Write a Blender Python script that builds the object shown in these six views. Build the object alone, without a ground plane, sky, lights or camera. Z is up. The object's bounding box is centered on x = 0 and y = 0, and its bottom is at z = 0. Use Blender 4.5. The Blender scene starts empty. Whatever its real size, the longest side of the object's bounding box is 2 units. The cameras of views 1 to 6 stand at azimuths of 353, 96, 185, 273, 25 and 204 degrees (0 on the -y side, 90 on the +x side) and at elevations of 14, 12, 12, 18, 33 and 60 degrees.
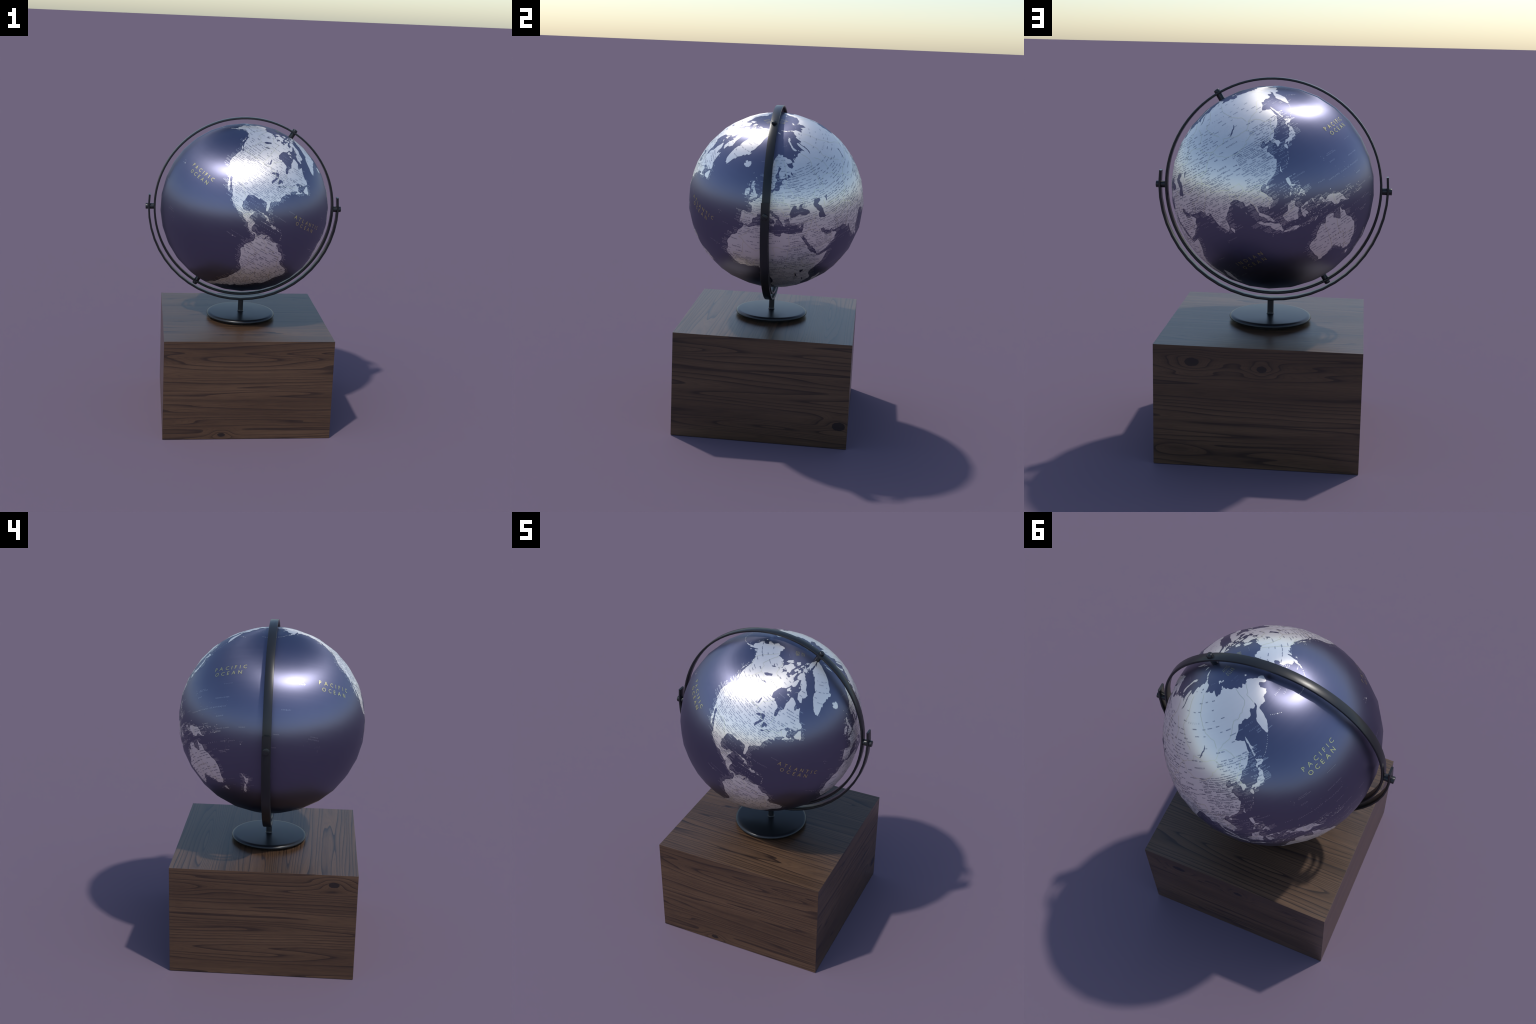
"""Desk globe with a metallic navy and silver map, hung in a gimbal ring on a
round black foot, standing on a square block of dark brown wood."""
import bpy, bmesh, math, random
import numpy as np
from mathutils import Vector, Matrix
from mathutils.bvhtree import BVHTree
from mathutils.geometry import delaunay_2d_cdt

rng = random.Random(11)

# ------------------------------------------------------------------ sizes (m)
BLOCK_X, BLOCK_Y, BLOCK_Z = 1.0783, 1.0777, 0.6564
BLOCK_CX, BLOCK_CY = 0.0145, 0.0039
CENTRE = Vector((0.0, 0.0, 1.4048))       # centre of the ball
BALL_R = 0.5514                          # ball radius at the mesh corners
RING_OUT, RING_IN, BAND = 0.5952, 0.5825, 0.0480
ARM_OUT, ARM_IN = 0.6320, 0.6200
TILT = math.radians(58.7)                # elevation of the earth axis (in x-z)
LON_TURN = math.radians(350.5)           # turn of the map about its axis
LON_SCALE = 0.965                        # the printed map runs past 360 degrees
AXIS = Vector((math.cos(TILT), 0, math.sin(TILT)))


# ------------------------------------------------------------------ helpers
def new_object(name, mesh, parent=None, mat=None):
    ob = bpy.data.objects.new(name, mesh)
    bpy.context.scene.collection.objects.link(ob)
    if mat is not None:
        mesh.materials.append(mat)
    if parent is not None:
        ob.parent = parent
        ob.matrix_parent_inverse = parent.matrix_basis.inverted()
    return ob


def mesh_from(name, verts, faces, smooth=True):
    me = bpy.data.meshes.new(name)
    me.from_pydata([tuple(v) for v in verts], [], [tuple(f) for f in faces])
    me.update()
    if smooth:
        me.polygons.foreach_set("use_smooth", [True] * len(me.polygons))
    return me


def smooth_by_angle(me, deg=35):
    bm = bmesh.new()
    bm.from_mesh(me)
    for e in bm.edges:
        e.smooth = len(e.link_faces) == 2 and e.calc_face_angle(0) < math.radians(deg)
    for f in bm.faces:
        f.smooth = True
    bmesh.ops.recalc_face_normals(bm, faces=bm.faces)
    bm.to_mesh(me)
    bm.free()
    return me


def lathe(name, profile, axis=Vector((0, 0, 1)), base=Vector((0, 0, 0)), seg=64):
    """Closed solid of revolution: profile = (radius, height) from bottom to top."""
    q = Vector((0, 0, 1)).rotation_difference(axis)
    verts, faces, n = [], [], len(profile)
    for k in range(seg):
        a = math.tau * k / seg
        for r, h in profile:
            verts.append(base + q @ Vector((r * math.cos(a), r * math.sin(a), h)))
    for k in range(seg):
        k2 = (k + 1) % seg
        for i in range(n - 1):
            faces.append((k * n + i, k2 * n + i, k2 * n + i + 1, k * n + i + 1))
    faces.append(tuple(k * n for k in range(seg))[::-1])
    faces.append(tuple(k * n + n - 1 for k in range(seg)))
    return smooth_by_angle(mesh_from(name, verts, faces))


def band(name, r_in, r_out, width, a0, a1, seg, closed, bevel=0.0028):
    """Flat hoop in the x-z plane with softened edges."""
    w, b = width / 2, bevel
    sec = [(r_in + b, -w), (r_out - b, -w), (r_out - b * .3, -w + b * .3), (r_out, -w + b),
           (r_out, w - b), (r_out - b * .3, w - b * .3), (r_out - b, w), (r_in + b, w),
           (r_in + b * .3, w - b * .3), (r_in, w - b), (r_in, -w + b), (r_in + b * .3, -w + b * .3)]
    m, verts, faces = len(sec), [], []
    count = seg if closed else seg + 1
    for k in range(count):
        a = a0 + (a1 - a0) * k / seg
        for r, y in sec:
            verts.append((r * math.cos(a), y, r * math.sin(a)))
    for k in range(seg):
        k2 = (k + 1) % count
        for i in range(m):
            j = (i + 1) % m
            faces.append((k * m + i, k * m + j, k2 * m + j, k2 * m + i))
    if not closed:
        faces.append(tuple(range(m))[::-1])
        faces.append(tuple((count - 1) * m + i for i in range(m)))
    return smooth_by_angle(mesh_from(name, verts, faces), 40)


# ------------------------------------------------------------------ materials
class Nodes:
    """Small wrapper that writes node formulas."""

    def __init__(self, name):
        self.mat = bpy.data.materials.new(name)
        self.mat.use_nodes = True
        self.t = self.mat.node_tree
        self.bsdf = self.t.nodes["Principled BSDF"]
        self.obj = self.t.nodes.new("ShaderNodeTexCoord").outputs["Object"]

    def put(self, socket, v):
        if isinstance(v, bpy.types.NodeSocket):
            self.t.links.new(v, socket)
        else:
            socket.default_value = v

    def m(self, op, a, b=0.0, c=0.0):
        n = self.t.nodes.new("ShaderNodeMath")
        n.operation = op
        for i, v in enumerate((a, b, c)):
            self.put(n.inputs[i], v)
        return n.outputs[0]

    def xyz(self, v):
        n = self.t.nodes.new("ShaderNodeSeparateXYZ")
        self.put(n.inputs[0], v)
        return n.outputs

    def vec(self, x, y, z=0.0):
        n = self.t.nodes.new("ShaderNodeCombineXYZ")
        for i, v in enumerate((x, y, z)):
            self.put(n.inputs[i], v)
        return n.outputs[0]

    def noise(self, v, scale=1.0, detail=2.0, rough=0.5):
        n = self.t.nodes.new("ShaderNodeTexNoise")
        self.put(n.inputs["Vector"], v)
        n.inputs["Scale"].default_value = scale
        n.inputs["Detail"].default_value = detail
        n.inputs["Roughness"].default_value = rough
        return n.outputs[0]

    def ramp(self, f, stops):
        n = self.t.nodes.new("ShaderNodeValToRGB")
        self.put(n.inputs[0], f)
        el = n.color_ramp.elements
        while len(el) < len(stops):
            el.new(0.5)
        for e, (p, c) in zip(el, stops):
            e.position, e.color = p, (*c, 1) if len(c) == 3 else c
        return n.outputs[0]

    def mix(self, f, a, b, mode="MIX"):
        n = self.t.nodes.new("ShaderNodeMix")
        n.data_type, n.blend_type = "RGBA", mode
        self.put(n.inputs[0], f)
        for i, v in ((6, a), (7, b)):
            self.put(n.inputs[i], (*v, 1) if isinstance(v, tuple) else v)
        return n.outputs[2]

    def bump(self, h, strength, dist):
        n = self.t.nodes.new("ShaderNodeBump")
        self.put(n.inputs["Height"], h)
        n.inputs["Strength"].default_value = strength
        n.inputs["Distance"].default_value = dist
        self.t.links.new(n.outputs[0], self.bsdf.inputs["Normal"])

    def finish(self, color, rough, metal=0.0, spec=0.5):
        b = self.bsdf.inputs
        self.put(b["Base Color"], (*color, 1) if isinstance(color, tuple) else color)
        self.put(b["Roughness"], rough)
        b["Metallic"].default_value = metal
        b["Specular IOR Level"].default_value = spec
        return self.mat


def print_material(name, color, rough=0.412, metal=1.0, var=0.06):
    """Metallic print of the map: colour with a faint brushed grain along the parallels."""
    n = Nodes(name)
    x, y, z = n.xyz(n.obj)
    along = n.m("ADD", n.m("MULTIPLY", x, AXIS.x), n.m("MULTIPLY", z, AXIS.z))
    grain = n.noise(n.vec(n.m("MULTIPLY", x, 3.0), n.m("MULTIPLY", y, 3.0), n.m("MULTIPLY", along, 160.0)), 1.0, 2.0)
    soft = n.noise(n.obj, 6.0, 2.0)
    f = n.m("ADD", n.m("MULTIPLY", grain, 0.6), n.m("MULTIPLY", soft, 0.4))
    lo = tuple(c * (1 - var) for c in color)
    hi = tuple(min(1, c * (1 + var)) for c in color)
    col = n.mix(f, lo, hi)
    r = n.m("ADD", rough - 0.02, n.m("MULTIPLY", grain, 0.04))
    t = n.t.nodes.new("ShaderNodeVectorMath")          # sheen is drawn out level round the ball
    t.operation = "NORMALIZE"
    n.put(t.inputs[0], n.vec(n.m("MULTIPLY", y, -1.0), x, 0.0))
    n.put(n.bsdf.inputs["Tangent"], t.outputs[0])
    n.bsdf.inputs["Anisotropic"].default_value = 0.7
    return n.finish(col, r, metal)


def black_metal():
    n = Nodes("black_satin_metal")
    g = n.noise(n.obj, 240.0, 3.0)
    col = n.mix(g, (0.008, 0.009, 0.010), (0.015, 0.016, 0.018))
    r = n.m("ADD", 0.29, n.m("MULTIPLY", g, 0.05))
    n.bump(g, 0.04, 0.001)
    return n.finish(col, r, 0.0, 0.5)


def wood(name, ax, features, knots, seed, drift=12.0, bold=0.85):
    """Plain-sawn board: growth lines are contours of a stretched height field.
    ax: object axes (along, across); features: (u, v, a, b, height) swellings that give
    cathedral arches; knots: (u, v, ru, rv) dark knots the grain flows around."""
    n = Nodes(name)
    p = n.xyz(n.obj)
    u, v = p[ax[0]], p[ax[1]]
    wob = n.noise(n.vec(n.m("MULTIPLY", u, 1.6), n.m("MULTIPLY", v, 5.0), seed), 1.0, 1.5)
    vw = n.m("ADD", v, n.m("MULTIPLY", n.m("SUBTRACT", wob, 0.5), 0.030))
    big = n.noise(n.vec(n.m("MULTIPLY", u, 0.22), n.m("MULTIPLY", vw, 6.5), seed + 3.7), 1.0, 1.8, 0.5)
    field = n.m("ADD", n.m("MULTIPLY", big, 15.0), n.m("MULTIPLY", vw, drift))
    knot_dark = None
    for (fu, fv, fa, fb, fh) in features + [(k[0], k[1], k[2] * 3.4, k[3] * 2.7, 2.3) for k in knots]:
        du = n.m("DIVIDE", n.m("SUBTRACT", u, fu), fa)
        dv = n.m("DIVIDE", n.m("SUBTRACT", vw, fv), fb)
        d2 = n.m("ADD", n.m("MULTIPLY", du, du), n.m("MULTIPLY", dv, dv))
        field = n.m("ADD", field, n.m("MULTIPLY", n.m("EXPONENT", n.m("MULTIPLY", d2, -1.0)), fh))
    for (ku, kv, ra, rb) in knots:
        jag = n.noise(n.obj, 45.0, 2.0)
        du = n.m("DIVIDE", n.m("SUBTRACT", u, ku), ra)
        dv = n.m("DIVIDE", n.m("SUBTRACT", v, kv), rb)
        d = n.m("SQRT", n.m("ADD", n.m("MULTIPLY", du, du), n.m("MULTIPLY", dv, dv)))
        d = n.m("ADD", d, n.m("MULTIPLY", n.m("SUBTRACT", jag, 0.5), 0.45))
        d = n.m("MULTIPLY", d, 0.86)
        k = n.ramp(d, [(0.0, (1, 1, 1)), (0.95, (1, 1, 1)), (1.0, (0, 0, 0))])
        knot_dark = k if knot_dark is None else n.m("MAXIMUM", knot_dark, k)
    line = n.m("FRACT", field)
    soft = n.ramp(line, [(0.0, (0.10,) * 3), (0.06, (0, 0, 0)), (0.45, (0.06,) * 3), (0.80, (0.42,) * 3), (0.93, (1, 1, 1)), (1.0, (0.8,) * 3)])
    fine = n.m("FRACT", n.m("ADD", n.m("MULTIPLY", field, 5.0), n.m("MULTIPLY", wob, 3.0)))
    fine = n.ramp(fine, [(0.0, (0.1,) * 3), (0.55, (0, 0, 0)), (0.9, (1, 1, 1)), (1.0, (0.3,) * 3)])
    fibre = n.noise(n.vec(n.m("MULTIPLY", u, 9.0), n.m("MULTIPLY", v, 420.0), seed), 1.0, 3.0, 0.6)
    tone = n.noise(n.vec(n.m("MULTIPLY", u, 0.8), n.m("MULTIPLY", vw, 7.0), seed + 9.1), 1.0, 2.0)
    light = n.mix(n.ramp(tone, [(0.35, (0, 0, 0)), (0.65, (1, 1, 1))]), (0.080, 0.0435, 0.0238), (0.120, 0.067, 0.0370))
    col = n.mix(n.m("MULTIPLY", soft, bold), light, (0.024, 0.0138, 0.0105))
    col = n.mix(n.m("MULTIPLY", fine, 0.24), col, (0.026, 0.016, 0.0125))
    fib = n.ramp(fibre, [(0.30, (0.74,) * 3), (0.70, (1.14,) * 3)])
    col = n.mix(1.0, col, fib, "MULTIPLY")
    if knot_dark is not None:
        col = n.mix(n.m("MULTIPLY", knot_dark, 0.92), col, (0.013, 0.0095, 0.009))
    rough = n.m("ADD", 0.27, n.m("MULTIPLY", fibre, 0.12))
    n.bump(n.m("ADD", n.m("MULTIPLY", fibre, 0.7), n.m("MULTIPLY", soft, -0.5)), 0.22, 0.0012)
    return n.finish(col, rough, 0.0, 0.5)


OCEAN = print_material("navy_metallic_print", (0.176, 0.178, 0.262))
LAND = print_material("silver_metallic_print", (0.93, 0.88, 0.83), metal=0.76, var=0.03)
INK = print_material("dark_blue_lettering", (0.19, 0.19, 0.27))
PALE = print_material("pale_lettering", (0.58, 0.58, 0.66))
FINE_INK = print_material("fine_blue_lettering", (0.36, 0.36, 0.44))
FINE_PALE = print_material("fine_pale_lettering", (0.54, 0.54, 0.60))
GOLD = print_material("gold_lettering", (0.78, 0.70, 0.34), rough=0.40)
BORDER = print_material("pale_gold_line", (0.90, 0.88, 0.66))
BLACK = black_metal()

# ------------------------------------------------------------------ wooden block
front = wood("wood_of_front", (0, 2), [(-0.08, 0.543, 0.62, 0.062, 3.6), (0.45, 0.318, 0.75, 0.03, 1.6), (-0.50, 0.11, 0.22, 0.03, 1.5)],
             [(-0.1508, 0.0282, 0.021, 0.0115)], 1.3)
right = wood("wood_of_right", (1, 2), [(-0.55, 0.545, 0.35, 0.03, 2.4), (0.55, 0.545, 0.40, 0.03, 2.4), (0.06, 0.10, 0.42, 0.03, 2.2)],
             [(0.4905, 0.1417, 0.034, 0.024)], 5.2)
back = wood("wood_of_back", (0, 2), [(0.15, 0.552, 0.75, 0.050, 2.6), (0.44, 0.095, 0.16, 0.035, 2.0), (-0.1, 0.10, 0.50, 0.03, 1.6)],
            [(0.3515, 0.5697, 0.033, 0.020), (-0.0106, 0.5466, 0.022, 0.016)], 9.4)
left = wood("wood_of_left", (1, 2), [(0.50, 0.54, 0.16, 0.03, 1.8), (-0.35, 0.53, 0.36, 0.03, 2.2), (0.15, 0.312, 0.42, 0.022, 1.5), (0.0, 0.108, 0.45, 0.028, 2.0)],
            [(-0.3981, 0.5952, 0.028, 0.015)], 14.8)
top = wood("wood_of_top", (0, 1), [(-0.50, -0.01, 0.45, 0.060, 2.6), (0.55, -0.372, 0.55, 0.05, 2.2), (-0.50, -0.388, 0.45, 0.05, 2.2), (-0.05, 0.368, 0.55, 0.07, 3.4)],
           [], 21.5, drift=32.0, bold=1.0)
hx, hy = BLOCK_X / 2, BLOCK_Y / 2
bm = bmesh.new()
bmesh.ops.create_cube(bm, size=1.0)
bmesh.ops.scale(bm, vec=(BLOCK_X, BLOCK_Y, BLOCK_Z), verts=bm.verts)
bmesh.ops.translate(bm, vec=(BLOCK_CX, BLOCK_CY, BLOCK_Z / 2), verts=bm.verts)
bmesh.ops.bevel(bm, geom=list(bm.edges), offset=0.0007, segments=2, affect="EDGES", profile=0.5)
for f in bm.faces:
    nx, ny, nz = f.normal
    f.material_index = (4 if abs(nz) > max(abs(nx), abs(ny)) - 0.01 else
                        (0 if ny < 0 else 2) if abs(ny) > abs(nx) else (1 if nx > 0 else 3))
me = bpy.data.meshes.new("wooden_block")
bm.to_mesh(me)
bm.free()
for m in (front, right, back, left, top):
    me.materials.append(m)
block = new_object("wooden_block", me)
block["label"] = "square dark brown wooden block with knots and grain"
block["category"] = "wooden plinth"

# ------------------------------------------------------------------ stand
globe = bpy.data.objects.new("desk_globe", None)
bpy.context.scene.collection.objects.link(globe)
globe.location = (0, 0, BLOCK_Z)
bpy.context.view_layer.update()
globe["label"] = "navy and silver world globe in black gimbal ring stand"
globe["category"] = "desk globe"

zb = BLOCK_Z + 0.0045
new_object("base_disc", lathe("base_disc", [(0.150, 0.006), (0.210, 0.006), (0.2190, 0.0072), (0.2250, 0.0100), (0.2283, 0.0138), (0.2290, 0.0170),
           (0.2280, 0.0205), (0.2250, 0.0245), (0.2200, 0.0278), (0.2135, 0.0298), (0.2060, 0.0305), (0.03, 0.0310)], base=Vector((0, 0, zb)), seg=96), globe, BLACK)
new_object("felt_pad", lathe("felt_pad", [(0.190, 0.0), (0.190, 0.0115)], base=Vector((0, 0, BLOCK_Z + 0.0005)), seg=96), globe, BLACK)
new_object("stem", lathe("stem", [(0.0222, 0.0), (0.0222, 0.0010), (0.0202, 0.0022), (0.0186, 0.0048), (0.0178, 0.009), (0.0176, 0.018), (0.0176, 0.087)],
           base=Vector((0, 0, zb + 0.0308)), seg=40), globe, BLACK)

END = math.radians(7.25)
arm = new_object("support_arm", band("support_arm", ARM_IN, ARM_OUT, BAND, math.pi - END, math.tau + END, 28, False, 0.0022), globe, BLACK)
arm.location = CENTRE
ring = new_object("gimbal_ring", band("gimbal_ring", RING_IN, RING_OUT, BAND, 0, math.tau, 96, True, 0.0034), globe, BLACK)
ring.location = CENTRE


def capped(r, h, e=0.0022):
    return [(r, 0.0), (r, h - e), (r - e * .3, h - e * .3), (r - e, h)]


for sgn in (1, -1):
    ax = Vector((sgn, 0, 0))
    screw = new_object("pivot_screw", lathe("pivot_screw", capped(0.0188, 0.0160), ax, ax * (ARM_OUT - 0.0005), 40), globe, BLACK)
    screw.location = CENTRE
    if sgn > 0:                                   # slot across the screw head
        bm = bmesh.new()
        bmesh.ops.create_cube(bm, size=1.0)
        bmesh.ops.scale(bm, vec=(0.006, 0.05, 0.0035), verts=bm.verts)
        bmesh.ops.rotate(bm, verts=bm.verts, matrix=Matrix.Rotation(math.radians(-32), 3, "X"))
        bmesh.ops.translate(bm, vec=(ARM_OUT + 0.016, 0, 0), verts=bm.verts)
        cm = bpy.data.meshes.new("slot_cutter")
        bm.to_mesh(cm)
        bm.free()
        cutter = new_object("slot_cutter", cm)
        cutter.location = CENTRE
        mod = screw.modifiers.new("slot", "BOOLEAN")
        mod.object, mod.operation, mod.solver = cutter, "DIFFERENCE", "EXACT"
        bpy.context.view_layer.update()
        dg = bpy.context.evaluated_depsgraph_get()
        cut = bpy.data.meshes.new_from_object(screw.evaluated_get(dg))
        screw.modifiers.clear()
        screw.data = smooth_by_angle(cut)
        bpy.data.objects.remove(cutter)
    sp = new_object("pivot_spacer", lathe("pivot_spacer", [(0.0186, 0), (0.0186, ARM_IN - RING_OUT + 0.0012)], ax, ax * (RING_OUT - 0.0006), 40), screw, BLACK)
    sp.matrix_parent_inverse = Matrix.Identity(4)
for sgn in (1, -1):
    ax = AXIS * sgn
    peg = new_object("axis_peg", lathe("axis_peg", [(0.0165, 0), (0.0165, RING_IN - 0.540 + 0.001)], ax, ax * 0.540, 40), globe, BLACK)
    peg.location = CENTRE
    cap = new_object("peg_cap", lathe("peg_cap", [(0.0165, 0), (0.0165, 0.009), (0.0158, 0.0125), (0.0138, 0.0152), (0.010, 0.0166)], ax, ax * (RING_OUT - 0.0005), 40), peg, BLACK)
    cap.matrix_parent_inverse = Matrix.Identity(4)

# ------------------------------------------------------------------ the ball
e1 = Vector((0, 1, 0)).cross(AXIS)
e2 = AXIS.cross(e1)
FRAME = np.array([e1, e2, AXIS]).T @ np.array([[math.cos(LON_TURN), -math.sin(LON_TURN), 0], [math.sin(LON_TURN), math.cos(LON_TURN), 0], [0, 0, 1]])


def globe_lat(lat):
    """Latitude on the ball of a true latitude (the print is shifted and stretched)."""
    lat = np.asarray(lat, float)
    return np.clip(-12.26 + 0.949 * lat - 1.547 * (lat / 50) ** 2 + 5.873 * (lat / 50) ** 3, -89.6, 89.6)


def direction(glon, glat):
    a, o = np.radians(glat), np.radians(glon)
    return np.stack([np.cos(a) * np.cos(o), np.cos(a) * np.sin(o), np.sin(a)], -1) @ FRAME.T


SEG, RINGS = 32, 16
verts, faces = [tuple(direction(0, 90) * BALL_R)], []
for i in range(1, RINGS):
    for k in range(SEG):
        verts.append(tuple(direction(360 * k / SEG, 90 - 180 * i / RINGS) * BALL_R))
verts.append(tuple(direction(0, -90) * BALL_R))
for k in range(SEG):
    k2 = (k + 1) % SEG
    faces.append((0, 1 + k, 1 + k2))
    for i in range(RINGS - 2):
        a = 1 + i * SEG
        faces.append((a + k, a + SEG + k, a + SEG + k2, a + k2))
    a = 1 + (RINGS - 2) * SEG
    faces.append((len(verts) - 1, a + k2, a + k))
ball_mesh = mesh_from("globe_ball", verts, faces)
ball = new_object("globe_ball", ball_mesh, globe, OCEAN)
ball.location = CENTRE
BVH = BVHTree.FromPolygons([Vector(v) for v in verts], faces)


def on_ball(glon, glat, lift):
    """Points on the faceted ball's skin, lifted outwards."""
    d = direction(np.asarray(glon, float), np.asarray(glat, float))
    out = np.empty_like(d)
    zero = Vector((0, 0, 0))
    for i, v in enumerate(d):
        hit = BVH.ray_cast(zero, Vector(v))
        out[i] = v * ((hit[3] if hit[3] else BALL_R) + lift)
    return out, d


def printed(name, pts, faces, normals, mat, kind=None):
    me = bpy.data.meshes.new(name)
    me.from_pydata(pts.tolist(), [], faces)
    me.update()
    me.polygons.foreach_set("use_smooth", [True] * len(me.polygons))
    me.normals_split_custom_set_from_vertices([tuple(n) for n in normals])
    ob = new_object(name, me, None, mat)
    ob.parent = ball
    if kind:
        ob["kind"] = kind
    return ob


# ------------------------------------------------------------------ the world map
# Coast control points (longitude, latitude), one loop per landmass.
NORTH_AMERICA = [
    (-168, 65.6), (-164.5, 66.5), (-161.8, 66.2), (-163.5, 67.1), (-166.5, 68.3), (-163, 69.2), (-160, 70.6), (-156.6, 71.3), (-152, 70.8),
    (-147, 70.2), (-141, 69.6), (-137, 69), (-134, 69.6), (-129, 70), (-127.5, 70.5), (-124.5, 70), (-124, 69.4), (-121, 69.8), (-115.5, 68.9),
    (-115, 67.9), (-109, 67.8), (-107.8, 66.8), (-107.5, 68.2), (-106, 68.7), (-101.5, 67.8), (-98, 67.8), (-96, 68.3), (-96.2, 69.3), (-95, 71.9),
    (-92.5, 71), (-91.5, 69.7), (-90, 68.8), (-88, 68.6), (-87.5, 67.4), (-85.5, 69.7), (-82, 69.8), (-81.3, 68.5), (-81.4, 67), (-84, 66.3), (-86.5, 66.4),
    (-87, 65.3), (-88.5, 64), (-90.7, 63.5), (-93, 62.3), (-94, 61), (-94.6, 59), (-92.5, 57), (-88, 56.5), (-82.3, 55.2), (-82.2, 53), (-80.5, 51.3),
    (-79, 51.5), (-78.8, 52.5), (-79.5, 54.7), (-77, 56.2), (-78.5, 58.6), (-77.5, 60.5), (-78, 62.3), (-74.5, 62.3), (-70, 61), (-69.5, 59),
    (-67.5, 58.3), (-65.5, 59.5), (-64.5, 60.4), (-62, 57.5), (-60, 55.2), (-57.3, 54.3), (-55.8, 52.5), (-57.5, 51.4), (-60, 50.2), (-66.5, 50.2),
    (-69, 48.5), (-71, 46.9), (-69.5, 47.5), (-68, 48.7), (-64.5, 49.2), (-65, 47.8), (-64.5, 46.2), (-61.5, 45.7), (-60.5, 46.9), (-60, 45.9), (-63.6, 44.5),
    (-65.7, 43.5), (-66, 44.3), (-64.5, 45.4), (-67, 45), (-70, 43.8), (-70.8, 42.6), (-70, 41.7), (-71.5, 41.4), (-74, 40.7), (-74, 39.6),
    (-75.3, 38.3), (-76, 36.9), (-75.6, 35.3), (-77.9, 33.9), (-79.5, 33), (-81.2, 31.7), (-81.4, 30.2), (-80.5, 28.3), (-80.1, 26.3), (-80.5, 25.2),
    (-81.3, 25.3), (-82.7, 27.7), (-82.8, 29.1), (-84.2, 30.1), (-85.3, 29.7), (-87.5, 30.3), (-89.3, 30.3), (-89.3, 29.1), (-91.3, 29.4), (-94, 29.7),
    (-95.3, 28.9), (-97.2, 27.7), (-97.3, 25.5), (-97.8, 22.5), (-96.4, 19.4), (-94.8, 18.3), (-92.5, 18.6), (-90.6, 19.5), (-90.3, 21), (-87, 21.5),
    (-87.6, 19.5), (-88.3, 18), (-88.6, 16), (-86, 15.9), (-83.3, 15), (-83.6, 12.5), (-83.6, 11), (-82.2, 9.2), (-79.8, 9.5), (-77.4, 8.6),
    (-77.8, 7.2), (-79, 8.8), (-80.3, 7.4), (-82.8, 8.2), (-83.6, 8.6), (-85.8, 10), (-87.5, 12.9), (-91.5, 14), (-94, 16.1), (-96.5, 15.7),
    (-99.8, 16.8), (-102.2, 17.9), (-105.5, 20), (-105.4, 21.5), (-108, 25), (-109.4, 25.8), (-111, 28), (-112.3, 29.5), (-113.1, 31.2), (-114.8, 31.7),
    (-114.6, 30), (-112.8, 28.2), (-111.2, 25.8), (-109.5, 23.2), (-110.1, 22.9), (-112.1, 24.9), (-114.2, 27.2), (-114, 28.3), (-115.7, 30),
    (-117.1, 32.6), (-118.5, 34), (-120.6, 34.6), (-122.4, 37.5), (-123.8, 39.3), (-124.3, 40.4), (-124.1, 43), (-124, 46.2), (-124.7, 48.3),
    (-122.5, 48), (-123, 49.1), (-125, 50.3), (-127.8, 52), (-130.2, 54.3), (-131.5, 55.8), (-133.5, 58), (-136.5, 58.3), (-139.8, 59.6), (-144, 60),
    (-148, 60.2), (-151.5, 59.3), (-151, 61), (-154, 59.2), (-156.5, 57.2), (-160, 55.8), (-163.5, 54.7), (-161, 56), (-157.6, 58.5), (-162, 58.7),
    (-162, 60), (-165.5, 61.5), (-164.5, 63), (-161, 63.6), (-161, 64.6), (-166, 64.5)]
SOUTH_AMERICA = [
    (-77.4, 8.6), (-76.8, 8.4), (-75.6, 10.5), (-74.8, 11.1), (-73, 11.4), (-71.4, 12.4), (-71.6, 10.9), (-70, 12.1), (-68.3, 10.8), (-65, 10.1),
    (-62, 10.7), (-60.8, 8.6), (-58.5, 7.3), (-57, 6), (-54, 5.8), (-51.7, 4.2), (-50, 1.7), (-50.5, 0), (-48.5, -0.7), (-44.5, -2.5), (-41.5, -2.9),
    (-38.5, -3.7), (-36.8, -4.9), (-35.2, -5.5), (-34.8, -7.5), (-35.3, -9.2), (-37.1, -11.2), (-38.5, -13), (-39, -15.5), (-39.2, -17.8),
    (-40.8, -21), (-42, -22.9), (-44.6, -23.2), (-48, -25.2), (-48.7, -28), (-50.2, -30.3), (-52.2, -32.3), (-53.8, -34.3), (-56.2, -34.9),
    (-58.3, -34.2), (-57.2, -36), (-57.7, -38.2), (-62, -39), (-62.3, -40.8), (-65, -41), (-63.7, -42.5), (-65.4, -44.3), (-67.5, -46), (-65.8, -47.8),
    (-67.7, -49.6), (-69, -51.3), (-68.3, -52.4), (-65.3, -54.8), (-68.5, -55.5), (-72, -54), (-75, -51.5), (-75.5, -48.5), (-74.5, -46.5),
    (-73.3, -42.5), (-74, -41.6), (-73.4, -39.5), (-73.6, -37.2), (-71.6, -33), (-71.5, -29.5), (-70.4, -24), (-70.2, -19), (-71.5, -17.4),
    (-75.5, -15), (-77.2, -12), (-79.3, -8), (-81.2, -6), (-81.3, -4.5), (-80, -3.2), (-80.9, -2), (-80, 0.5), (-78.7, 1.7), (-77.2, 3.8),
    (-77.5, 5.6), (-77.8, 7.2)]
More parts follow.
